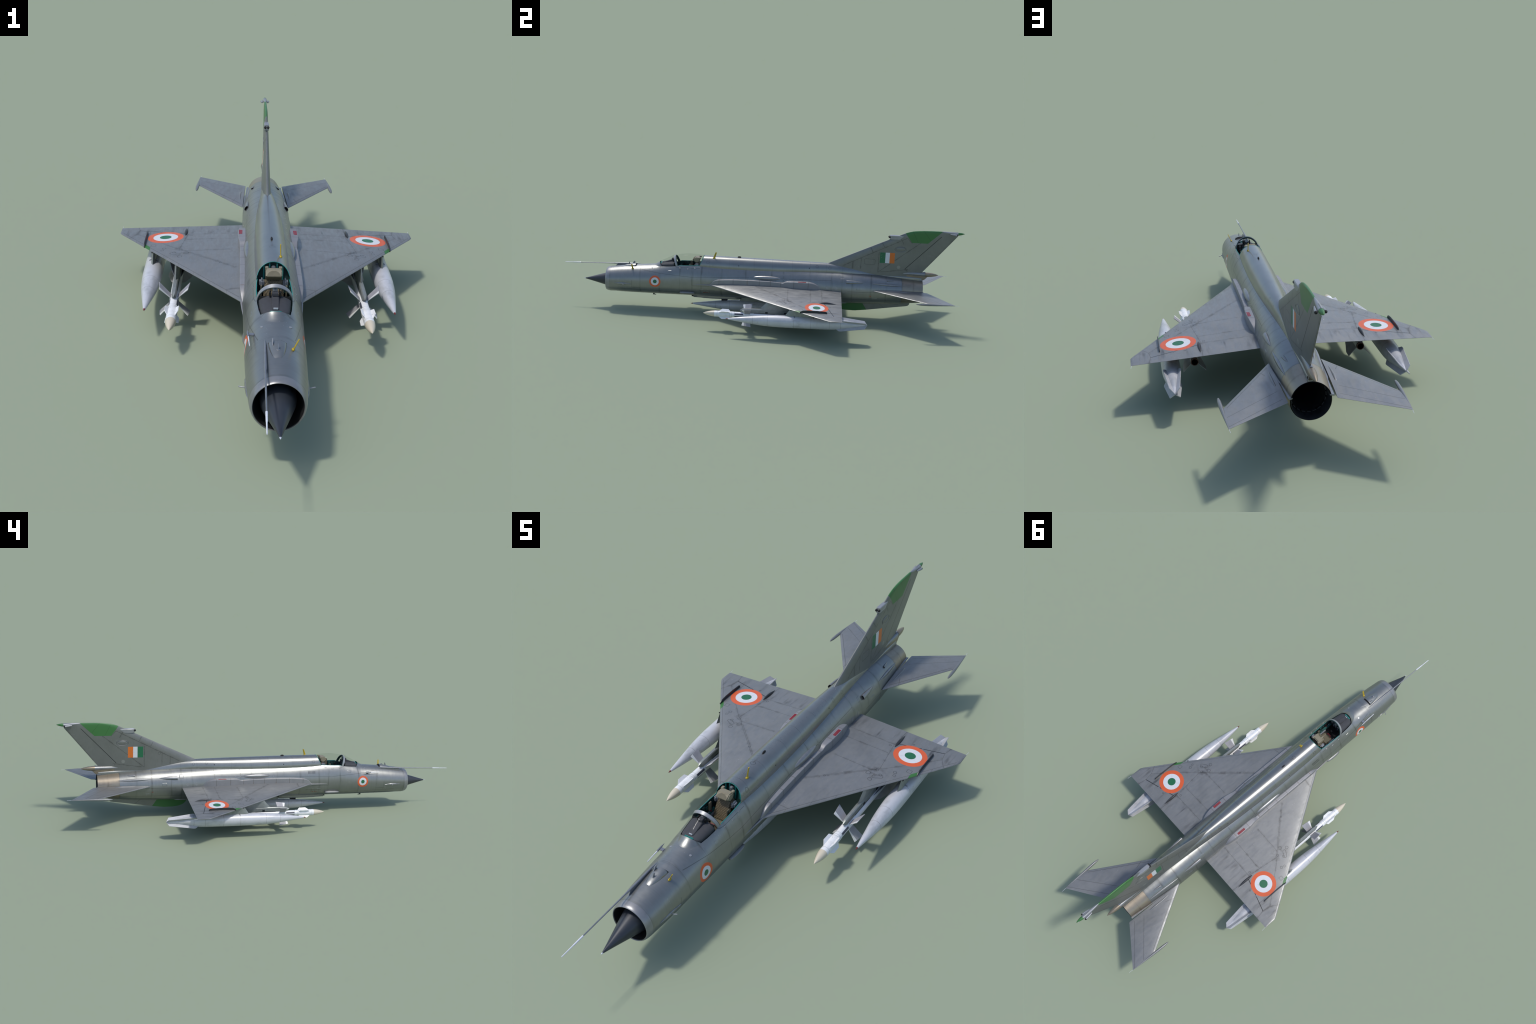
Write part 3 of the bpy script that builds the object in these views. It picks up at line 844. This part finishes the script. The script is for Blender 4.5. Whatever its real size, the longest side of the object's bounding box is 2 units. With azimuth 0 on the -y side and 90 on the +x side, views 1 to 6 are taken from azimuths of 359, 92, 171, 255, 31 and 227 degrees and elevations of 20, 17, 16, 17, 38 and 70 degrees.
# ------------------------------------------------------------------ tail fin and rudder
LEf = prof([(.20, .20), (.2805, .3355), (.2806, .3357), (.455, .711), (.4585, .7205), (.4625, .7330), (.4660, .7480), (.4690, .772), (.4712, .81), (.4722, .86)])
def LEfin(z):
    if z <= .455: return .3355+(z-.2805)*2.152
    return LEf(z)
def TEfin(z):
    if z < .2605: return .812
    return min(.809+(z-.2605)*.8276, .9655)
def HGfin(z): return .7197+(z-.2745)*.966
tf = prof([(.22, .0300), (.245, .0265), (.275, .0225), (.30, .020), (.36, .0162), (.42, .0128), (.455, .0105), (.466, .0082), (.4712, .0045), (.4722, .002)])
secs = []
for z in [.222, .235, .248, .2605, .268, .2745]+frange(.283, .445, 22)+[.4495, .455, .4585, .462, .4655, .468, .470, .4712, .4720]:
    le, te = LEfin(z), TEfin(z); hg = HGfin(z)
    ch = te-le; hf = min(.97, max(.3, (hg-le)/ch)); t = tf(z)
    us = [0, .002, .006, .014]+[.014+(hf-.014)*((i+1)/16) for i in range(16)]+[hf+(1-hf)*((i+1)/6) for i in range(6)]
    def half(u):
        e = min(1.0, math.sqrt(max(0, u)/.14)) if u < .14 else (1.0 if u < .60 else 1.0-.86*((u-.60)/.40)**1.3)
        return .5*t*e
    up = [Vector((half(u)+(.0004 if u > 0 else 0), le+u*ch, z)) for u in us]
    lo = [Vector((-half(u)-(.0004 if u > 0 else 0), le+u*ch, z)) for u in us]
    secs.append(lo[::-1]+up[1:])
fin = loft('tail_fin', secs, FIN, None, True, True, True, 50)
parts = split(fin, [('rudder', lambda c: .2745 < c.z < .447 and c.y > HGfin(c.z)+.0005), ('tail_fin', lambda c: True)], ROOT)
finob = [p for p in parts if p.name.startswith('tail_fin')][0]
for p in parts:
    if p is not finob: p.parent = finob
# tip pod with rear warning receivers
secs = []
for y, rx, rz, c in ((.885, .0012, .002, .4705), (.90, .0042, .004, .469), (.93, .0068, .0062, .4660), (.955, .0080, .0078, .4635), (.967, .0080, .0080, .4630)):
    secs.append([Vector((rx*math.cos(2*PI*j/20), y, c+rz*math.sin(2*PI*j/20))) for j in range(20)])
loft('fin_tip_pod', secs, FRAME, finob)
revolve('tail_light_cone', [(.9665, .0074), (.975, .0070), (.985, .0052), (.995, .0022), (1.0, .0002)], NAVG, finob, (0, .4640), 20, zc=lin([(.9665, .463), (1.0, .4652)]))
for s in (-1, 1):
    tube('warning_receiver', [(Vector((s*.0085, .928, .4620)), .0022), (Vector((s*.0105, .945, .4600)), .0042), (Vector((s*.0120, .960, .4590)), .0044)], FRAME, finob, 14)
    ellipsoid('receiver_dome', (s*.0122, .9615, .4588), (.0042, .0050, .0042), BLACK, finob, 1, 14, 8)
    ellipsoid('fin_window', (s*.0072, .6915, .3725), (.0026, .0235, .0105), FIN, finob)
    q = [Vector((s*(.0083+.0), .6915+.027*math.cos(2*PI*j/32), .3725+.0135*math.sin(2*PI*j/32))) for j in range(33)]
    tube('window_rim', [(p, .0009) for p in q], PANEL, finob, 6, False)
tube('static_wick', [(Vector((0, .962, .4535)), .0006), (Vector((0, .993, .4495)), .0005)], PITOT, finob, 6)
# antenna fairing on the leading edge
secs = []
for y, w, z0, z1 in ((.6345, .0062, .4215, .4405), (.640, .0080, .4195, .4412), (.675, .0078, .4195, .4408), (.690, .0062, .422, .4400), (.712, .0050, .428, .4400), (.728, .0044, .434, .439)):
    secs.append([Vector(p) for p in ((-w, y, z0+.002), (-w+.002, y, z0), (w-.002, y, z0), (w, y, z0+.002), (w, y, z1-.002), (w-.002, y, z1), (-w+.002, y, z1), (-w, y, z1-.002))])
loft('antenna_fairing', secs, FRAME, finob, True, True, True, 30)
for s in (-1, 1):
    ellipsoid('antenna_dome', (s*.0052, .6330, .4320), (.0044, .0062, .0046), BLACK, finob, 1, 14, 8)
# brake parachute housing at the fin root
revolve('parachute_housing', [(.585, .0008), (.62, .0045), (.68, .0075), (.75, .0095), (.822, .0106)], FIN if False else PANEL, finob, (0, .2465), 28, zc=lin([(.585, .2495), (.75, .2475), (.83, .2465)]))
revolve('parachute_cone', [(.822, .0113), (.835, .0115), (.855, .0098), (.875, .0058), (.8885, .0006)], BRASS, finob, (0, .2462), 28, cap0=True, zc=lin([(.82, .2465), (.8885, .2459)]))
plate('parachute_pylon', [(.70, .215), (.70, .245), (.842, .245), (.822, .222), (.8115, .2165), (.78, .2155)], 'x', 0, .0150, BRASS, finob, .002)
plate('parachute_door', [(.765, .214), (.765, .226), (.812, .2215), (.812, .2135)], 'x', 0, .0185, STEEL, finob, .001)
box('parachute_latch', (0, .818, .2585), (.007, .012, .0030), STEEL, finob, .0008)

# ------------------------------------------------------------------ stabilizers
secs = []
for f in [0, .02, .06, .12, .2, .3, .4, .5, .6, .7, .8, .9, .96, 1.0]:
    xle, le = .0772+f*(.2360-.0772), .5640+f*(.8300-.5640)
    xte, te = .0660+f*(.2350-.0660), .8335+f*(.9492-.8335)
    ch = te-le; t = (.0125*(1-f)+.0055*f)
    us = [0, .002, .008, .02, .05]+[.05+.95*(i+1)/16 for i in range(16)]
    up = [Vector((xle+(xte-xle)*u, le+u*ch, .1700+.5*t*foil(u)/FM+.0003*min(1, u*20))) for u in us]
    lo = [Vector((xle+(xte-xle)*u, le+u*ch, .1700-.5*t*foil(u)/FM-.0003*min(1, u*20))) for u in us]
    secs.append(lo[::-1]+up[1:])
s1 = loft('stabilizer', secs, STAB, None, True, True, True, 50)
s2 = mirror(s1)
for o, s in ((s1, 1), (s2, -1)):
    tube('anti_flutter_weight', [(Vector((s*.2420, .7610, .1704)), .0004), (Vector((s*.2419, .767, .1704)), .0030), (Vector((s*.2416, .785, .1703)), .0052), (Vector((s*.2405, .815, .1702)), .0058), (Vector((s*.239, .85, .1701)), .0050), (Vector((s*.2365, .91, .170)), .0026), (Vector((s*.235, .9478, .1698)), .0006)], STAB, o, 16)
    tube('static_wick', [(Vector((s*.2345, .945, .1698)), .0006), (Vector((s*.2325, .968, .1692)), .0004)], PITOT, o, 6)
    # raised hinge ridge
    q = [(Vector((s*.0835, .612, .1735)), .0006), (Vector((s*.0862, .65, .1745)), .0030), (Vector((s*.0862, .70, .1750)), .0045), (Vector((s*.0842, .732, .1735)), .0040), (Vector((s*.083, .741, .1725)), .001)]
    tube('hinge_ridge', q, STAB, o, 12)
    # root plate on the fuselage
    pl = [(s*.050, .548), (s*.0742, .552), (s*.0758, .575), (s*.0705, .70), (s*.0668, .715), (s*.0618, .816), (s*.050, .812)]
    plate('stabilizer_root', pl, 'z', .170, .0036, PANEL, o, .0010)

# ------------------------------------------------------------------ small things on the fuselage
def scoop(name, s, y0, y1, z, r, mat, out=.55, flat=.62):
    secs, mouth = [], None
    x0 = skin_x(y0, z)
    nrm = Vector((x0/hw(y0)**2, 0, (z-cz(y0))/bu(y0)**2)).normalized()
    tan = Vector((-nrm.z, 0, nrm.x))
    for f in frange(0, 1, 14):
        y = y0+(y1-y0)*f
        x = skin_x(y, z)
        k = (1-f**2.2); rr = max(r*k, .0003)
        c = Vector((x, y, z))+nrm*(rr*out-.0006)
        secs.append([Vector((s*p.x, p.y, p.z)) for p in [c+nrm*(rr*flat*math.sin(2*PI*j/20))+tan*(rr*math.copysign(abs(math.cos(2*PI*j/20))**.75, math.cos(2*PI*j/20))) for j in range(20)]])
    o = loft(name, secs, mat, None, True, False, True)
    d = secs[0]; c = sum(d, Vector())/len(d)
    m = [c+(p-c)*.86+Vector((0, .0012, 0)) for p in d]
    mesh('scoop_throat', m+[c+Vector((0, .018, 0))], [(i, (i+1) % 20, 20) for i in range(20)], BLACK, o)
    rimv = [c+(p-c)*.86 for p in d]
    mesh('scoop_rim', d+rimv+m, [(i, (i+1) % 20, 20+(i+1) % 20, 20+i) for i in range(20)]+[(20+i, 20+(i+1) % 20, 40+(i+1) % 20, 40+i) for i in range(20)], mat, o)
    return o
for s in (-1, 1):
    scoop('cooling_scoop', s, .431, .523, .2060, .0092, PANEL, .32, .60)
    scoop('vent_scoop', s, .634, .677, .2165, .0046, PANEL, .25, .7)
    # long leaf-shaped strake plate
    secs = []
    for f in frange(0, 1, 24):
        y = .556+.164*f; z = .2035-.007*f; h = .0062*math.sin(PI*f)**.9+.0002
        x = skin_x(y, z)
        a = math.atan2((z-cz(y))/bu(y)**2, x/hw(y)**2); n = Vector((math.cos(a), 0, math.sin(a))); t = Vector((-n.z, 0, n.x))
        c = Vector((x, y, z)); o = .0035*math.sin(PI*f)**.5
        secs.append([Vector((s*p.x, p.y, p.z)) for p in (c-t*h-n*.002, c-t*h*.9+n*o*.4, c-t*h*.35+n*o, c+t*h*.35+n*o, c+t*h*.9+n*o*.4, c+t*h-n*.002)])
    loft('tail_strake', secs, PANEL, None, True, True, True, 50)
    # side doors with a hinged vane near the nose
    secs = []
    for f in frange(0, 1, 18):
        y = -.731+.088*f; h = .0078*math.sin(PI*f)**.8+.0001; x = hw(y)*.998; o = .0022*math.sin(PI*f)**.5
        secs.append([Vector((s*(x-.003), y, .1372-h)), Vector((s*(x+o), y, .1372-h*.6)), Vector((s*(x+o+.0008), y, .1372)), Vector((s*(x+o), y, .1372+h*.6)), Vector((s*(x-.003), y, .1372+h))])
    sd = loft('vane_door', secs, PANEL, None, True, True, True, 50)
    tube('angle_vane', [(Vector((s*.068, -.685, .1370)), .0018), (Vector((s*.0765, -.685, .1380)), .0014), (Vector((s*.0840, -.680, .1372)), .0018)], FRAME, sd, 8)
    # lower blister plates
    ellipsoid('belly_blister', (s*.0650, -.361, .1070), (.0110, .0385, .0072), STAB, None, .55)
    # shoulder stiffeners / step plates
    ellipsoid('ventral_blister', (s*.033, .400, .0865), (.0065, .040, .0045), PANEL, None)
# shallow raised hatches on the flanks
def hatch(y0, y1, z0, z1, h=.0006, n=8):
    vs, fs = [], []
    for s in (-1, 1):
        b = len(vs)
        for i in range(n+1):
            for j in range(n+1):
                y = y0+(y1-y0)*i/n; z = z0+(z1-z0)*j/n
                e = 0 < i < n and 0 < j < n
                x = skin_x(y, z); q = Vector((x/hw(y)**2, 0, (z-cz(y))/(bu(y) if z > cz(y) else bl(y))**2)).normalized()
                p = Vector((x, y, z))+q*(h if e else -.0006)
                vs.append((s*p.x, p.y, p.z))
        for i in range(n):
            for j in range(n):
                a = b+i*(n+1)+j; fs.append((a, a+1, a+n+2, a+n+1))
    return mesh('access_hatch', vs, fs, FUS, None, 25)
for args in ((.400, .424, .202, .221), (-.656, -.634, .108, .132), (-.300, -.276, .116, .132), (-.262, -.252, .112, .132),
             (.560, .590, .120, .134), (.480, .510, .170, .186), (-.462, -.44, .205, .216)):
    hatch(*args)
# fastener caps along the shoulder
caps = []
for y, z in [(.120, .2215), (.142, .2215), (.184, .2215), (.220, .2210), (.286, .2200), (.320, .219), (.120, .2040), (.142, .204), (.184, .204), (.22, .204), (.286, .2045), (.32, .2045),
             (-.207, .1905), (-.1525, .1930), (-.10, .197), (-.050, .2020)]:
    for s in (-1, 1):
        x = skin_x(y, z); n = Vector((x/hw(y)**2, 0, (z-cz(y))/bu(y)**2)).normalized()
        c = Vector((x, y, z))
        caps.append(tube('fastener_cap', [(Vector((s*(c-n*.001).x, y, (c-n*.001).z)), .0026), (Vector((s*(c+n*.0003).x, y, (c+n*.0003).z)), .0023)], PANEL, None, 12))
for y, z, r in [(.3384, .1755, .0075), (.3817, .1745, .0075)]:
    for s in (-1, 1):
        x = skin_x(y, z); n = Vector((x/hw(y)**2, 0, (z-cz(y))/bu(y)**2)).normalized()
        c = Vector((x, y, z))
        caps.append(tube('fastener_cap', [(Vector((s*(c-n*.002).x, y, (c-n*.002).z)), r), (Vector((s*(c+n*.0004).x, y, (c+n*.0004).z)), r*.94)], PANEL, None, 24))
for y, z in [(-.3995, .229), (-.325, .232), (-.36, .2265)]:
    for s in (-1, 1):
        x = skin_x(y, z); caps.append(ellipsoid('fastener_cap', (s*x, y, z), (.0016, .006, .0016), PANEL, None))
for s in (-1, 1):
    y, x = -.5425, .033; z = cz(y)+bu(y)*math.sqrt(1-(x/hw(y))**2)
    caps.append(tube('fastener_cap', [(Vector((s*x, y, z-.001)), .0042), (Vector((s*(x+.0006), y, z+.0008)), .0036)], FRAME, None, 16))
join(caps, 'fastener_cap', 'stuff')

# radar bulge ahead of the windshield
def top(y, x=0.0): return cz(y)+bu(y)*math.sqrt(max(0, 1-(x/hw(y))**2))
hw2 = prof([(-.692, .0085), (-.68, .0130), (-.66, .0175), (-.640, .0202), (-.6305, .0208)])
hh = prof([(-.692, .0002), (-.68, .0036), (-.66, .0064), (-.640, .0078), (-.6305, .0078)])
secs = []
for y in frange(-.692, -.6305, 16):
    w, h = hw2(y), hh(y)
    secs.append([Vector((w*math.cos(PI*j/20), y, top(y, w*math.cos(PI*j/20))-.0015+(h+.0015)*math.sin(PI*j/20)**.6)) for j in range(21)])
hump = loft('nose_bulge', secs, FUS, None, False, False, False, 50)
e = secs[-1]
mesh('bulge_black_sheet', [p-Vector((0, .0015, 0)) for p in e]+[Vector((p.x, p.y+.0045, top(-.626, p.x)+.0009)) for p in e], [(j, j+1, 21+j+1, 21+j) for j in range(20)], BLACK, hump)  # black sheet closing the bulge's aft end, standing in for an open duct
secs = []
for f in frange(0, 1, 14):
    y = -.6305+.049*f; w = .0195*(1-f)**.75+.0005; h = .0004*math.sin(PI*min(1, f*.9+.1))
    secs.append([Vector((w*math.cos(PI*j/16), y, top(y, w*math.cos(PI*j/16))-.0012+(h+.0012)*math.sin(PI*j/16)**.7)) for j in range(17)])
loft('outlet_ramp', secs, FUS, hump, False, False, False, 50)
plate('blade_antenna', [(-.671, .2190), (-.663, .2190), (-.661, .2335), (-.665, .2335)], 'x', .0005, .0018, STEEL, hump)
plate('blade_antenna', [(-.651, .2230), (-.637, .2240), (-.637, .2350), (-.642, .2355)], 'x', -.0115, .0018, FRAME, hump)
tube('antenna_foot', [(Vector((.0005, -.667, .218)), .0042), (Vector((.0005, -.667, .2215)), .0038)], FRAME, hump, 16)

def blade(name, a, b, ca, cb, t, mat):
    """thin antenna blade from a to b, chords ca, cb along y"""
    a, b = Vector(a), Vector(b); d = (b-a).normalized(); n = d.cross(Vector((0, 1, 0))).normalized()
    secs = [[p+Vector((0, c*f, 0))+n*(t*g) for f, g in ((-.5, 0), (-.3, .5), (.1, .6), (.5, 0), (.1, -.6), (-.3, -.5))] for p, c in ((a, ca), (b, cb))]
    return loft(name, secs, mat, None, True, True, True, 30)
bl1 = blade('yellow_antenna', (.0200, -.2345, .278), (.0194, -.2235, .3110), .0115, .0070, .0026, YEL)
ellipsoid('antenna_foot', (.0200, -.2335, .2800), (.0042, .0075, .0050), YEL, bl1, 1, 16, 8)
bl2 = blade('yellow_antenna', (.0345, -.6415, .2085), (.0470, -.6445, .2360), .0092, .0068, .0022, YEL)
ellipsoid('antenna_foot', (.0352, -.6415, .2100), (.0040, .0062, .0035), YEL, bl2, 1, 16, 8)
ellipsoid('spine_light', (0, -.108, .2865), (.0030, .0090, .0050), BLACK, None, .8, 16, 8)

# pitot boom and probes
pit = tube('pitot_boom', [(Vector((-.0272, -.611, .2192)), .0004), (Vector((-.0275, -.635, .2182)), .0026), (Vector((-.0280, -.68, .2155)), .0030), (Vector((-.0288, -.745, .2125)), .0030), (Vector((-.0291, -.752, .2122)), .0023), (Vector((-.0302, -.9197, .2070)), .0018)], STEEL, None, 14)
tube('pitot_head', [(Vector((-.0302, -.9197, .2070)), .0026), (Vector((-.0306, -.955, .2058)), .0022), (Vector((-.0308, -.958, .2057)), .0017), (Vector((-.0311, -.9996, .2044)), .0014)], PITOT, pit, 12)
plate('pitot_mount', [(-.744, .198), (-.728, .2120), (-.640, .2165), (-.640, .205)], 'x', -.0270, .0024, STEEL, pit, .0006)
aoa = tube('flow_probe', [(Vector((-.0660, -.530, .2049)), .0005), (Vector((-.0652, -.545, .2048)), .0026), (Vector((-.0637, -.566, .2046)), .0030)], STEEL, None, 12)
tube('probe_tip', [(Vector((-.0637, -.566, .2046)), .0017), (Vector((-.0612, -.6140, .2041)), .0011)], PITOT, aoa, 10)
box('probe_strut', (-.0585, -.5515, .2035), (.016, .012, .0035), STEEL, aoa, .001)

# ------------------------------------------------------------------ belly
gp = prof([(-.334, .0195), (-.30, .0215), (-.22, .0235), (-.12, .0225), (-.098, .018)])
secs = []
for y in frange(-.334, -.098, 24):
    w = gp(y); zb = .0668 if y < -.29 else .0655
    zb -= .0008*math.sin(PI*(y+.334)/.236)
    secs.append([Vector((x, y, z)) for x, z in ((-w, .095), (-w, zb+.006), (-w*.8, zb+.0012), (-w*.5, zb), (w*.5, zb), (w*.8, zb+.0012), (w, zb+.006), (w, .095))])
gun = loft('gun_pack', secs, PANEL, None, True, True, True, 40)
for s in (-1, 1):
    tube('gun_barrel', [(Vector((s*.0045, -.345, .0705)), .0028), (Vector((s*.0045, -.300, .0695)), .0034)], BLACK, gun, 12)
plate('tank_brace', [(-.193, .068), (-.193, .048), (-.169, .048), (-.153, .068)], 'x', 0, .006, BLACK, None, .0008)
plate('nose_antenna', [(-.546, .080), (-.543, .0685), (-.545, .0655), (-.530, .0650), (-.527, .0672), (-.536, .0690), (-.534, .080)], 'x', 0, .0026, SOOT, None)
box('belly_rib', (0, -.63, .0752), (.006, .03, .0024), PANEL, None, .0008)
secs = []
for y, w in ((-.098, .0030), (-.085, .0085), (.0, .0105), (.12, .0105), (.20, .0075), (.245, .0012)):
    secs.append([Vector((x, y, z)) for x, z in ((-w, .085), (-w, .048), (w, .048), (w, .085))])
loft('centreline_pylon', secs, PYLON, None, True, True, True, 30)
vf = [(.371, .082), (.373, .070), (.381, .0575), (.395, .0478), (.415, .0412), (.445, .0382), (.484, .0378), (.5437, .0450), (.64, .0600), (.743, .0752), (.752, .0790), (.757, .0880), (.758, .0985), (.70, .105), (.40, .095)]
plate('ventral_fin', vf, 'x', 0, .0085, VENT, None, .0025)

# ------------------------------------------------------------------ stores
def store_root(name, loc, proto=None):
    pass

tank_prof = [(0.0, .0004), (.004, .0016), (.011, .0032), (.04, .0078), (.08, .0133), (.12, .0186), (.16, .0232), (.20, .0262), (.24, .0281), (.28, .0288), (.34, .0290), (.47, .0290), (.505, .0282), (.54, .0247), (.58, .0185), (.62, .0112), (.65, .0052), (.668, .0010), (.671, .0003)]
tr = prof(tank_prof)
def tank_axis(s): return lin([(0, 0.0), (.28, .0013), (.671, .0045)])(s)
protos = []
tk = revolve('drop_tank', [(y, tr(y)) for y in frange(0, .671, 70)], TANK, None, (0, 0), 48, zc=tank_axis)
tank_fins = []
for k in range(4):
    a = PI/4+k*PI/2; d = Vector((math.cos(a), 0, math.sin(a))); n = Vector((-d.z, 0, d.x))
    rt = [(y, tr(y)*.9) for y in frange(.520, .668, 10)]
    out = [(.6695, .0020), (.658, .0215), (.640, .0240), (.545, .0375), (.537, .0368)]
    poly = rt+out
    vs = [Vector((0, y, tank_axis(y)))+d*r+n*o for o in (-.0011, .0011) for y, r in poly]
    m = len(poly)
    fs = [tuple(range(m)), tuple(range(m, 2*m))]+[(j, (j+1) % m, m+(j+1) % m, m+j) for j in range(m)]
    tank_fins.append(mesh('tank_fin', vs, fs, TFIN, tk, 30))
def place(proto, kids, loc, first=False, rot=None):
    if first: o = proto
    else:
        o = proto.copy(); sc.collection.objects.link(o); o.parent = ROOT
    o.location = loc
    for k in kids:
        if first: kk = k
        else:
            kk = k.copy(); sc.collection.objects.link(kk)
        kk.parent = o
    return o
place(tk, tank_fins, (.345, -.1410, .0833), True)
place(tk, tank_fins, (-.345, -.1410, .0833))
place(tk, tank_fins, (0, -.3503, .0285))

# missile
RM = .0146
mp = [(0, .0002), (.003, .0016), (.012, .0055), (.024, .0093), (.036, .0121), (.047, .0138), (.0555, .0146), (.070, .0147), (.13, .0146), (.145, .0143), (.152, .0136), (.20, .0136), (.50, .0136), (.527, .0130), (.533, .0122), (.533, .0100), (.50, .0092), (.48, 0.0)]
mi = revolve('missile', mp, MIS, None, (0, 0), 36, 35)
kids = []
def mfin(name, poly, a, t, mat):
    d = Vector((math.cos(a), 0, math.sin(a))); n = Vector((-d.z, 0, d.x)); m = len(poly)
    vs = [Vector((0, y, 0))+d*r+n*o for o in (-t/2, t/2) for y, r in poly]
    fs = [tuple(range(m)), tuple(range(m, 2*m))]+[(j, (j+1) % m, m+(j+1) % m, m+j) for j in range(m)]
    return mesh(name, vs, fs, mat, mi, 30)
for k in range(4):
    a = PI/4+k*PI/2
    kids.append(mfin('nose_strake', [(.074, .013), (.0915, .0268), (.1225, .0262), (.134, .013)], a, .0014, MIS))
    kids.append(mfin('canard', [(.201, .012), (.1900, .0550), (.1945, .0560), (.2345, .0622), (.228, .012)], a, .0016, CAN))
    kids.append(mfin('tail_fin_small', [(.366, .012), (.4015, .0295), (.444, .0395), (.485, .0508), (.520, .0512), (.518, .012)], a, .0016, CAN))
for k in kids:
    if k.name.startswith('tail_fin_small'): k.name = 'missile_fin'
place(mi, kids, (.268, -.2566, .0782), True)
place(mi, kids, (-.268, -.2566, .0782))

# launch rails and pylons
for s in (-1, 1):
    X = s*.268
    secs = []
    for y, w, z0, z1 in ((-.0785, .0012, .1000, .1030), (-.070, .0050, .0950, .1085), (-.062, .0064, .0925, .1115), (.02, .0068, .0915, .1135), (.19, .0068, .0915, .1140), (.235, .0050, .0925, .1125)):
        secs.append([Vector((X+x, y, z)) for x, z in ((-w, z0), (w, z0), (w, z1-.003), (w*.6, z1), (-w*.6, z1), (-w, z1-.003))])
    rail = loft('launch_rail', secs, PYLON, None, True, True, True, 30)
    for yy in (.05, .14):
        box('rail_clamp', (X+s*.0068, yy, .0985), (.0022, .012, .008), SOOT, rail, .0006)
    box('rail_dark_bar', (X, .04, .0925), (.0144, .10, .0022), SOOT, rail)  # solid dark bar added at the rail's foot; no slot is cut
    for nm, Xp, pts in (('missile_pylon', X, [(.014, .1110), (.0485, .1480), (.20, .150), (.235, .128), (.235, .110)]),
                        ('tank_pylon', s*.345, [(.1365, .1090), (.1600, .1420), (.30, .1440), (.325, .122), (.30, .1080), (.26, .1060)])):
        ymin, ymax = pts[0][0], max(p[0] for p in pts)
        n = len(pts)
        vs, fs = [], []
        def wd(y): return .0062*math.sqrt(max(0, min(1, (y-ymin)/.05)))*(1 if y < ymax-.06 else max(.15, (ymax-y)/.06))+.0006
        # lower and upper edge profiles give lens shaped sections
        lo = lin([(p[0], p[1]) for p in (pts[0], pts[-1])]) if pts[0][0] < pts[-1][0] else None
        secs = []
        hi_pts = pts[:4]
        hi = lin(hi_pts); lof = lin([pts[0]]+pts[:3:-1] if len(pts) > 4 else [pts[0], pts[-1]])
        front = pts[0][1]
        for zz in frange(0, 1, 6):
            z = .104+zz*(zw(abs(Xp))-.0005-.104)
            # leading edge slopes back with height
            (ya, za), (yb, zb) = pts[0], pts[1]
            le = ya+(yb-ya)*max(0, min(1.1, (z-za)/(zb-za)))
            te = ymax-.02*abs(zz-.5)
            row = []
            for u in frange(0, 1, 14):
                y = le+(te-le)*u
                w = .0062*min(1, math.sqrt(u/.10)) if u < .6 else .0062*(1-.85*(u-.6)/.4)
                row.append((y, w))
            secs.append([Vector((Xp+w, y, z)) for y, w in row]+[Vector((Xp-w, y, z)) for y, w in row[::-1][:-1]])
        loft(nm, secs, PYLON, None, True, True, True, 40)
        if nm == 'tank_pylon':
            for yy in (.185, .275):
                for t in (-1, 1):
                    tube('sway_brace', [(Vector((Xp, yy, .120)), .0016), (Vector((Xp+t*.014, yy, .1115)), .0016)], STEEL, None, 8)
bpy.context.view_layer.update()
